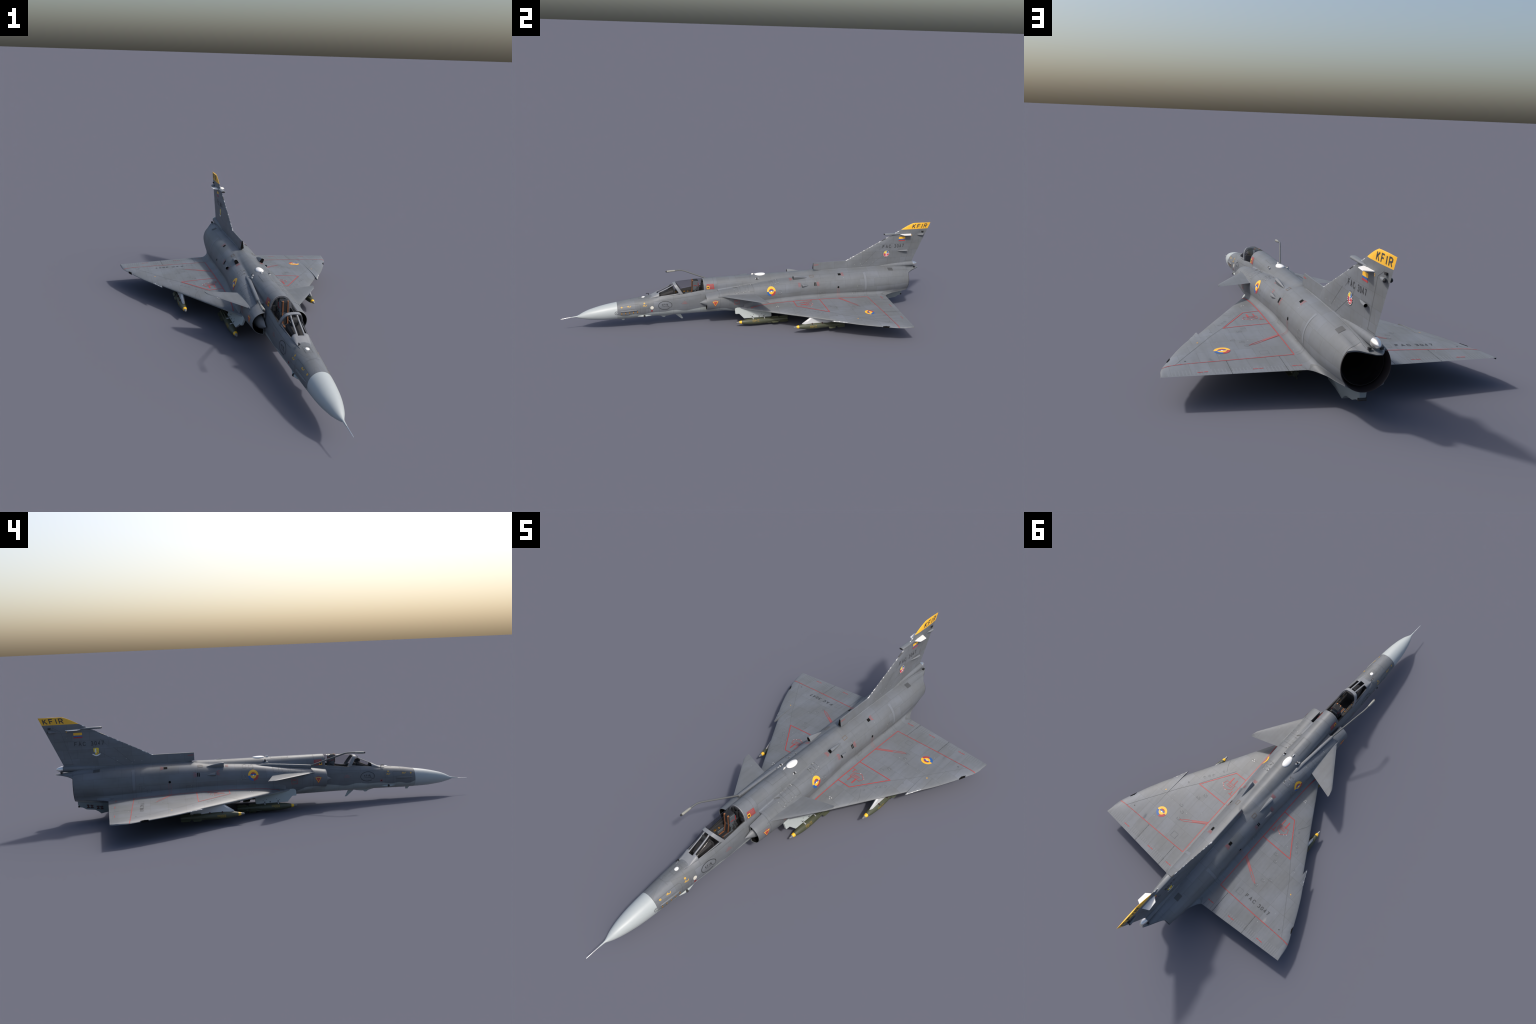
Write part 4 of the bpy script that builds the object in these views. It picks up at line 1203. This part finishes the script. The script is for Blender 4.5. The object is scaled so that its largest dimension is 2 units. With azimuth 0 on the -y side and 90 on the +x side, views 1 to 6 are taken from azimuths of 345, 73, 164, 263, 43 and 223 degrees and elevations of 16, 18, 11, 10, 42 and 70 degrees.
def roundel(group, fr, r, u=0, v=0):
    pi = math.pi
    put(group, M_yel, fr, [arc(u, v, r * 0.57, r, 0, pi)])
    put(group, M_blue, fr, [arc(u, v, r * 0.57, r, pi, 1.5 * pi)])
    put(group, M_red, fr, [arc(u, v, r * 0.57, r, 1.5 * pi, 2 * pi)])
    ri = r * 0.57
    a = 0.50
    put(group, M_yel, fr, [arc(u, v, 0, ri, pi, 2 * pi)])
    top = [(u + ri * math.cos(t), v + ri * math.sin(t)) for t in np.linspace(a, pi - a, 14)]
    put(group, M_red, fr, [top])
    band = [(u + ri * math.cos(t), v + ri * math.sin(t)) for t in np.linspace(0, a, 6)] + [(u + ri * math.cos(t), v + ri * math.sin(t)) for t in np.linspace(pi - a, pi, 6)]
    put(group, M_blue, fr, [band])
    fr2 = Frame(fr.o, fr.U, fr.V, fr.b, fr.l + 0.0003)
    st = []
    for k in range(10):
        rr = r * (0.20 if k % 2 == 0 else 0.085); t = pi / 2 + k * pi / 5
        st.append((u + rr * math.cos(t), v + rr * math.sin(t)))
    put(group, M_mwhite, fr2, [st])

# --- wing markings; local frame: u = outboard on this wing, v = aft
for sx in (1, -1):
    fr = Frame((0, 0, 0.11), (sx, 0, 0), (0, sx * 1.0, 0), BV_wing)
    # (u, v) -> x = sx*u ; y = sx*v, so feed v with the sign folded in
    class WF:
        def __init__(s, f, lift=0.0): s.f = f
        def __call__(s, u, v): return s.f(u, v * sx)
    wf = WF(fr)
    R = 'wing_marking'
    wr = WF(Frame((0, 0, 0.11), (sx, 0, 0), (0, sx * 1.0, 0), BV_wing, 0.00025))
    put(R, M_red, wf, stroke([(0.1115, 0.5985), (0.30, 0.6010), (0.42, 0.6015), (0.470, 0.6025), (0.4925, 0.6050)], 0.0030))
    put(R, M_red, wf, stroke([(0.1215, -0.055), (0.1165, 0.0), (0.1140, 0.06), (0.1140, 0.30), (0.1125, 0.45), (0.1115, 0.600)], 0.0034))
    put(R, M_red, wf, stroke([(0.1140, 0.1750), (0.1713, 0.1750), (0.2667, 0.3205), (0.1135, 0.3205)], 0.0036))
    # walkway arrow
    put(R, M_red, wf, stroke([(0.114, 0.4285), (0.208, 0.4875), (0.222, 0.4995), (0.205, 0.4955), (0.1125, 0.4385)], 0.0018))
    put(R, M_redlite, wf, [[(0.116, 0.431), (0.176, 0.4685), (0.172, 0.4735), (0.1145, 0.4375)]])
    # no-step pictogram
    put(R, M_red, wf, stroke([(0.1640, 0.1985), (0.1640, 0.2310)], 0.0055))
    put(R, M_red, wf, stroke([(0.1420, 0.1995), (0.1420, 0.2260)], 0.0035))
    put(R, M_red, wf, stroke([(0.1360, 0.2280), (0.1800, 0.2280), (0.1870, 0.2480), (0.1650, 0.2660), (0.1370, 0.2520)], 0.0018, True))
    put(R, M_red, wf, bars_text(0.156, 0.237, 0.030, 0.003)); put(R, M_red, wf, bars_text(0.158, 0.2445, 0.026, 0.003))
    put(R, M_red, wf, bars_text(0.128, 0.270, 0.018, 0.003)); put(R, M_red, wf, [rect(0.128, 0.262, 0.003, 0.02)])
    put(R, M_mwhite, wf, [rect(0.187, 0.250, 0.003, 0.0018), rect(0.160, 0.266, 0.004, 0.0015), rect(0.178, 0.2575, 0.003, 0.0015)])
    # no-step words on the elevons
    for c, y in ((0.389, 0.6675), (0.237, 0.6755), (0.1255, 0.6770)):
        put(R, M_red, wf, [rect(c - 0.0085, y, 0.0115, 0.0030), rect(c + 0.0075, y, 0.0155, 0.0030)])
    for k in range(38):
        u = 0.118 + k * 0.0098
        if abs(u - 0.158) < 0.004 or abs(u - 0.3128) < 0.004: continue
        T_ = te(u); put('wing_rib', M_rib, wr, [[(u, T_ - 0.038), (u + 0.0034, T_ - 0.038), (u + 0.0034, T_ - 0.003), (u, T_ - 0.003)]], 0.02)
    for k in range(9):   # bare worn edge at the sawtooth
        u = 0.3545 + k * 0.0032; v0 = LE2(u) + 0.0010
        put(R, M_chip if k % 3 else M_mwhite, wf, [[(u, v0), (u + 0.0034, v0 + 0.0070), (u + 0.0030, v0 + 0.0095), (u, v0 + 0.0040 - 0.0010 * (k % 2))]])
    # panel gaps, access discs, drain spots
    put(R, M_line, wf, stroke([(0.1085, 0.5975), (0.1085, 0.708)], 0.0012))
    for u in (0.1582, 0.3127): put(R, M_black, wf, stroke([(u, 0.6035), (u, te(u) - 0.001)], 0.0014))
    seam = [(0.178, 0.17), (0.272, 0.322), (0.324, 0.393), (0.373, 0.472), (0.427, 0.555), (0.455, 0.60)]
    put(R, M_line, wf, stroke(seam, 0.0007)); put(R, M_line, wf, stroke([(0.2109, 0.1974), (0.2303, 0.1652), (0.238, 0.14)], 0.0007))
    put(R, M_mwhite, wf, [arc(0.1522, 0.0782, 0.0050, 0.0064, a, a + 1.1, 8) for a in (0.2, 2.2, 4.2)])
    put(R, M_line, wf, [arc(0.1522, 0.0782, 0.0064, 0.0072, 0.0, 6.28, 24)])
    put(R, M_black, wf, [disc(0.4254, 0.5808, 0.0024)])
    put(R, M_yel, wf, [arc(0.3686, 0.4357, 0.0014, 0.0030, 0, 5.2, 14)])
    for u, v, r in ((0.258, 0.262, 0.0045), (0.272, 0.2805, 0.0045), (0.247, 0.2475, 0.004), (0.312, 0.345, 0.003), (0.222, 0.205, 0.0035)):
        put(R, M_line, wf, [arc(u, v, r, r + 0.0008, 0, 6.28, 18)])
        put(R, M_chip, wf, [arc(u, v, r, r + 0.0011, 1 + r * 500, 1.9 + r * 500, 6)])
    for u, v in ((0.238, 0.468), (0.229, 0.500), (0.207, 0.345), (0.226, 0.372), (0.262, 0.446)):
        put(R, M_line, wf, stroke([(u - 0.007, v - 0.005), (u + 0.007, v - 0.005), (u + 0.007, v + 0.005), (u - 0.007, v + 0.005)], 0.0008, True))
        put(R, M_chip, wf, [rect(u + 0.005, v - 0.004, 0.003, 0.0014)])
    put(R, M_line, wf, stroke([(0.180, 0.553), (0.206, 0.553), (0.206, 0.578), (0.180, 0.578)], 0.0007, True))
# roundel on the right wing, serial on the left, both read from behind
fr = Frame((0.3096, 0.5245, 0.11), (-1, 0, 0), (0, -1, 0), BV_wing); fr.n = Vector((0, 0, 1))
roundel('wing_roundel', fr, 0.0245)
fr = Frame((-0.2870, 0.5600, 0.11), (-1, 0, 0), (0, -1, 0), BV_wing); fr.n = Vector((0, 0, 1))
put('wing_serial', M_ink, fr, letters('FAC', 0.053, 0.0170, -0.0375, 0, 0.0033)); put('wing_serial', M_ink, fr, letters('3047', 0.060, 0.0170, 0.0345, 0, 0.0033))

# --- fin markings
for sx in (1, -1):
    def ff(y, z, lift=0.0006): # origin frame with u running the way the text reads on this side
        return Frame((sx * 0.02, y, z), (0, sx, 0), (0, 0, 1), BV_fin, lift)
    f = ff(0.9345, 0.4535)
    f.n = Vector((sx, 0, 0))
    put('fin_lettering', M_ink, f, letters('KFIR', 0.0900, 0.0255, 0, 0, 0.0042, 0.22 * sx))
    f = ff(0.7425 if sx > 0 else 0.8245, 0.3465); f.n = Vector((sx, 0, 0))
    put('fin_lettering', M_ink, f, letters('FAC', 0.0505, 0.0195, 0, 0, 0.0030))
    f = ff(0.8165 if sx > 0 else 0.7480, 0.3465); f.n = Vector((sx, 0, 0))
    put('fin_lettering', M_ink, f, letters('3047', 0.0580, 0.0195, 0, 0, 0.0030))
    f = ff(0.8310, 0.3857); f.n = Vector((sx, 0, 0))
    put('fin_flag', M_yel, f, [rect(0, 0.0060, 0.0380, 0.0120)])
    put('fin_flag', M_blue, f, [rect(0, -0.0030, 0.0380, 0.0060)])
    put('fin_flag', M_red, f, [rect(0, -0.0090, 0.0380, 0.0060)])
    f = ff(0.884, 0.4040); f.n = Vector((sx, 0, 0))
    put('fin_lettering', M_yel, f, letters('2', 0.0045, 0.0075, 0.004, 0, 0.0011))
    # rudder hinge and panel seams
    f = ff(0, 0); f.n = Vector((sx, 0, 0)); s = sx
    for seg in ([(0.862, 0.255), (0.905, 0.405)], [(0.862, 0.2560), (0.905, 0.2560)], [(0.640, 0.240), (0.760, 0.320), (0.775, 0.350)], [(0.905, 0.405), (0.940, 0.425)], [(0.700, 0.330), (0.735, 0.363)], [(0.600, 0.250), (0.680, 0.325)]):
        put('fin_seam', M_line, f, stroke([(y * s, z) for y, z in seg], 0.0008))
    for y, z in ((0.556, 0.254), (0.590, 0.259), (0.625, 0.268), (0.665, 0.262), (0.600, 0.247)):
        put('fin_seam', M_chip, f, [rect(y * s, z, 0.0035, 0.0016)])
    f2 = ff(0, 0); f2.n = Vector((sx, 0, 0))
    put('fin_lettering', M_red, f2, [rect(0.334 * s, 0.2655, 0.026, 0.0022)])
# unit badges, plain stand-ins
f = Frame((0.02, 0.7420, 0.3055), (0, 1, 0), (0, 0, 1), BV_fin, 0.0006); f3 = Frame(f.o, f.U, f.V, f.b, 0.0009)
put('unit_badge', M_black, f, [disc(0, 0, 0.0200)])
put('unit_badge', M_mwhite, f3, [arc(0, 0, 0.0160, 0.0185, k * math.pi / 9, k * math.pi / 9 + 0.20, 3) for k in range(18)])
put('unit_badge', M_badgered, f3, [arc(0, 0, 0, 0.0155, math.pi * 0.92, math.pi * 2.1, 20)])
put('unit_badge', M_badgeyel, f3, [arc(0, 0, 0, 0.0155, math.pi * 0.45, math.pi * 0.92, 10)])
put('unit_badge', M_blue, f3, [arc(0, 0, 0, 0.0155, math.pi * 0.1, math.pi * 0.45, 8)])
f4 = Frame(f.o, f.U, f.V, f.b, 0.0012)
put('unit_badge', M_mwhite, f4, [rect(0.002, -0.0090, 0.012, 0.0034), rect(0.0, -0.002, 0.005, 0.006), rect(0.010, 0.002, 0.005, 0.005), [(-0.006, 0.008), (0.0, 0.001), (0.007, 0.009), (0.0, 0.005)]])
put('unit_badge', M_blue, f4, [rect(-0.006, -0.003, 0.004, 0.005)])
f = Frame((-0.02, 0.7555, 0.3085), (0, -1, 0), (0, 0, 1), BV_fin, 0.0006); f3 = Frame(f.o, f.U, f.V, f.b, 0.0009)
put('unit_badge', M_badgeyel, f, [[(-0.0125, 0.014), (-0.009, 0.017), (0.009, 0.017), (0.0125, 0.014), (0.0105, -0.008), (0, -0.016), (-0.0105, -0.008)]])
put('unit_badge', M_mwhite, f3, [[(-0.006, 0.012), (0.0, 0.014), (0.0, -0.006), (-0.006, -0.004)], [(-0.019, -0.012), (-0.016, -0.009), (0, -0.0165), (0.016, -0.009), (0.019, -0.012), (0.008, -0.019), (0, -0.021), (-0.008, -0.019)]])
put('unit_badge', M_blue, f3, [rect(-0.008, -0.006, 0.005, 0.006)]); put('unit_badge', M_badgered, f3, [rect(0.005, -0.007, 0.004, 0.005)])

# --- fuselage markings
for sx in (1, -1):
    def sf(y, z, lift=0.0006):
        f = Frame((sx * 0.12, y, z), (0, sx, 0), (0, 0, 1), BV_body, lift); f.n = Vector((sx, 0, 0)); return f
    def nf(y, z, lift=0.0006):
        f = Frame((sx * 0.08, y, z), (0, sx, 0), (0, 0, 1), BV_nose, lift); f.n = Vector((sx, 0, 0)); return f
    roundel('fuselage_roundel', sf(0.059, 0.1680, 0.0006), 0.0238)
    # danger triangle on the intake
    f = sf(-0.2395, 0.1295); f.l = 0.0006
    put('intake_marking', M_red, f, stroke([(-0.017, 0.0125), (0.017, 0.0125), (0.0, -0.016)], 0.0015, True)[1:] + [rect(0, 0.0145, 0.018, 0.002)])
    put('intake_marking', M_yel, f, [[(-0.0138, 0.0105), (0, -0.0135), (0.0138, 0.0105)]])
    f = sf(-0.2395, 0.1295, 0.0009)
    put('intake_marking', M_red, f, [[(-0.0105, 0.0085), (0, -0.0098), (0.0105, 0.0085)]])
    f = sf(-0.128, 0.130)
    put('intake_marking', M_red, f, stroke([(-0.0125, 0.013), (-0.0125, -0.0125), (0.0125, -0.0125), (0.0125, 0.013)], 0.0014))
    put('intake_marking', M_red, f, bars_text(0, 0.004, 0.016, 0.0022) + bars_text(0, 0.0090, 0.016, 0.0022))
    # rescue panel behind the cockpit
    f = sf(-0.2545, 0.1990)
    put('rescue_marking', M_redd, f, [[(-0.0205, -0.0135), (0.0225, -0.0135), (0.0195, 0.0125), (-0.0165, 0.0125)] if sx > 0 else [(-0.0225, -0.0135), (0.0205, -0.0135), (0.0165, 0.0125), (-0.0195, 0.0125)]])
    f3 = sf(-0.2545, 0.1990, 0.0009); q = -0.0105 * 1.0 if sx > 0 else 0.0105
    put('rescue_marking', M_yel, f3, [rect(q, -0.004, 0.0135, 0.0155)])
    put('rescue_marking', M_redlite, f3, [rect(-q * 0.8, -0.001, 0.017, 0.0018), rect(-q * 0.8, 0.003, 0.017, 0.0018), rect(-q * 0.8, -0.005, 0.017, 0.0018), rect(-q * 0.3, 0.009, 0.018, 0.0022)])
    f4 = sf(-0.2545, 0.1990, 0.0012); put('rescue_marking', M_black, f4, [rect(q, -0.004, 0.0080, 0.0090)])
    # vents
    for y, z, w, h in ((0.3062, 0.1848, 0.0115, 0.0165),):
        put('vent', M_hole, sf(y, z, 0.0007), [rect(-0.0035, 0, 0.0045, h), rect(0.0035, 0, 0.0045, h)])
    put('drain_hole', M_hole, sf(0.4367, 0.161, 0.0008), [disc(0, 0, 0.0055)])
    put('body_marking', M_redlite, sf(0.4367, 0.161), stroke([(-0.0050 * sx, -0.005), (-0.0042 * sx, -0.054)], 0.0013) + stroke([(0.0050 * sx, -0.005), (0.0055 * sx, -0.054)], 0.0013))
    tf = Frame((0, 0, 0.25), (sx, 0, 0), (0, sx, 0), BV_body); tf.n = Vector((0, 0, 1)); tf.l = 0.0007
    def T2(pts): return [(u, v * sx) for u, v in pts]
    put('vent', M_hole, tf, [T2(rect(0.0500, 0.4519, 0.0105, 0.0165))])
    put('vent', M_dgrey, tf, [T2(rect(0.0360, 0.7590, 0.0205, 0.0290))])
    # red streak warnings beside intakes and vents
    def streaks(yc, zc, d, top=False):
        for k in (-1.5, -0.5, 0.5, 1.5):
            if top:
                put('warning_streak', M_red, tf, stroke(T2([(zc + k * 0.0035, yc), (zc + k * 0.0055, yc + d * 0.014)]), 0.0013))
            else:
                put('warning_streak', M_red, sf(yc, zc), stroke([(0, k * 0.0045), (d * sx * 0.014, k * 0.0062)], 0.0013))
    streaks(0.182, 0.0515, -1, True); streaks(0.462, 0.0500, 1, True)
    streaks(0.224, 0.1870, -1); streaks(0.315, 0.1848, 1)
    put('warning_streak', M_red, tf, [T2(rect(0.0515, 0.205, 0.006, 0.0025)), T2(rect(0.0515, 0.2095, 0.006, 0.0025))])
    # access panels
    for y, z, w, h in ((-0.125, 0.180, 0.020, 0.018), (-0.090, 0.184, 0.028, 0.022), (-0.048, 0.186, 0.026, 0.024), (0.066, 0.203, 0.018, 0.012), (0.095, 0.206, 0.016, 0.012), (0.105, 0.160, 0.018, 0.018), (0.560, 0.150, 0.026, 0.022), (0.53, 0.125, 0.02, 0.012), (0.35, 0.13, 0.026, 0.02)):
        put('access_panel', M_line, sf(y, z, 0.0005), stroke([(-w / 2, -h / 2), (w / 2, -h / 2), (w / 2, h / 2), (-w / 2, h / 2)], 0.0008, True))
        rr = random.Random(int(y * 1000) + 5 * sx)
        for _ in range(3):
            t = rr.uniform(-0.5, 0.5)
            q = rr.choice(((t * w, h / 2), (t * w, -h / 2), (w / 2, t * h), (-w / 2, t * h)))
            put('access_panel', M_chip, sf(y, z, 0.0006), [rect(q[0], q[1], rr.uniform(0.001, 0.003), rr.uniform(0.0008, 0.0018))])
    M_rust = M_redlite
    put('access_panel', plain('rust_brown', (0.12, 0.095, 0.075), 0.6), tf, stroke(T2(rect(0.0465, 0.295, 0.012, 0.020)), 0.0022, True))
    # panel rings round the body
    put('body_seam', M_band, sf(0.596, 0.148, 0.0004), [rect(0, 0.030, 0.0136, 0.086)])
    for y in (0.5890, 0.6030):
        put('body_seam', M_line, sf(y, 0.148, 0.0005), [rect(0, 0.005, 0.0008, 0.12)])
    put('body_seam', M_line, sf(0.318, 0.15, 0.0005), [rect(0, 0, 0.0007, 0.11)])
    put('body_seam', M_line, sf(-0.165, 0.145, 0.0005), [rect(0, 0, 0.0007, 0.07)])
    # oval name badge on the nose
    f = nf(-0.4876, 0.1185)
    put('nose_badge', M_inkd, f, stroke([(0.034 * math.cos(t), 0.0215 * math.sin(t)) for t in np.linspace(-0.15, 2 * math.pi - 0.95, 40)], 0.0026))
    put('nose_badge', M_inkd, f, stroke([(0.034, -0.003), (0.030, -0.010), (0.021, -0.0105), (0.013, -0.004), (0.013, 0.003)], 0.0018))
    put('nose_badge', M_inkd, f, letters('KFIR', 0.030, 0.0090, -0.002, 0.0040, 0.0017)); put('nose_badge', M_inkd, f, [rect(-0.002, -0.0045, 0.026, 0.0013)])
    # small nose stencils
    for y, z, kind in ((-0.7036, 0.1192, 0), (-0.6675, 0.1225, 1), (-0.5908, 0.1340, 0), (-0.5895, 0.1235, 1)):
        f = nf(y, z)
        if kind == 0: put('nose_stencil', M_yelm, f, [arc(-0.0005, 0, 0, 0.0036, math.pi / 2, math.pi * 1.5, 10), arc(0.0005, 0, 0, 0.0036, -math.pi / 2, math.pi / 2, 10)])
        else: put('nose_stencil', M_yelm, f, stroke([(-0.0095, -0.002), (-0.003, 0.0025), (0.001, -0.0025), (0.007, -0.0015), (0.0095, 0.0025)], 0.0023) + stroke([(-0.006, -0.002), (-0.002, -0.002)], 0.002))
    if sx > 0: put('nose_stencil', plain('cream', (0.62, 0.60, 0.53), 0.5), nf(-0.5542, 0.1112), [disc(0, 0, 0.0085)])
    put('nose_stencil', M_red, nf(-0.5550, 0.0945), [disc(0, 0, 0.0055, 0.0045)]); put('nose_stencil', M_black, nf(-0.5550, 0.0945, 0.0009), [disc(0, 0, 0.0028)])
    f = nf(-0.3880, 0.1270)
    put('nose_stencil', M_redlite, f, stroke([(-0.0125, -0.006), (-0.005, 0.005), (0.005, 0.005), (0.0125, -0.006)], 0.0012, True) + stroke([(-0.0045, -0.004), (-0.0035, 0.002), (0.0035, 0.002), (0.0045, -0.004)], 0.001, True))
    put('nose_stencil', M_ink, f, [rect(0, 0.012, 0.001, 0.004), rect(-0.0165, -0.003, 0.003, 0.001), rect(0.0165, -0.003, 0.003, 0.001)])
    # rivet rows / hatch seams on the nose
    put('nose_seam', M_line, nf(0, 0, 0.0005), stroke([(y * sx, z) for y, z in ((-0.715, 0.122), (-0.66, 0.1295), (-0.62, 0.1325), (-0.613, 0.128), (-0.613, 0.085))], 0.0008) + stroke([(-0.573 * sx, 0.135), (-0.573 * sx, 0.085)], 0.0007) + stroke([(y * sx, z) for y, z in ((-0.545, 0.140), (-0.45, 0.148), (-0.36, 0.156), (-0.30, 0.163))], 0.0007))
# gun gas vents on the right side of the nose with orange covers, and the round port ahead of them
f = Frame((0.08, 0, 0), (0, 1, 0), (0, 0, 1), BV_nose, 0.0006)
g = Frame((0.08, 0, 0), (0, 1, 0), (0, 0, 1), BV_nose, 0.0009)
for k in range(5):
    y = -0.7045 + k * 0.0195; z = 0.0885 + k * 0.0012
    put('gun_vent', M_black, f, [rect(y, z, 0.0036, 0.0140)]); put('gun_vent', M_trim, g, [rect(y, z, 0.0032, 0.0085)])
put('gun_port', M_detail, f, [disc(-0.7290, 0.0930, 0.0105, 0.0095)])
put('gun_port', M_pale, g, [arc(-0.7300, 0.0930, 0.0022, 0.0058, 0, 6.28, 24)])
# hatches on the spine
tf = Frame((0, 0, 0.26), (1, 0, 0), (0, 1, 0), BV_body, 0.0005)
put('spine_seam', M_line, tf, stroke([(-0.020, -0.115), (0.020, -0.115), (0.020, -0.035), (-0.020, -0.035)], 0.0008, True) + stroke([(-0.04, -0.235), (0.04, -0.235)], 0.0008))
tf = Frame((0, 0, 0.26), (1, 0, 0), (0, 1, 0), BV_nose, 0.0005)
put('nose_seam', M_line, tf, stroke([(-0.012, -0.615), (0.012, -0.615), (0.012, -0.575), (-0.012, -0.575)], 0.0007, True) + stroke([(-0.03, -0.655), (0.03, -0.655)], 0.0007))

PARENT = {'wing': wing_objs[0], 'fin': fin, 'unit': fin}
made = {}
for (group, mn), (V, F) in DEC.items():
    if not F: continue
    par = fin if group.startswith(('fin', 'unit')) else (fwd if group.startswith(('nose', 'gun', 'rescue')) else (wing_objs[0] if group.startswith('wing') else body))
    o = obj(group, V, F, bpy.data.materials[mn], par, smooth=True, angle=60, recalc=False)
    o['kind'] = 'stuff'
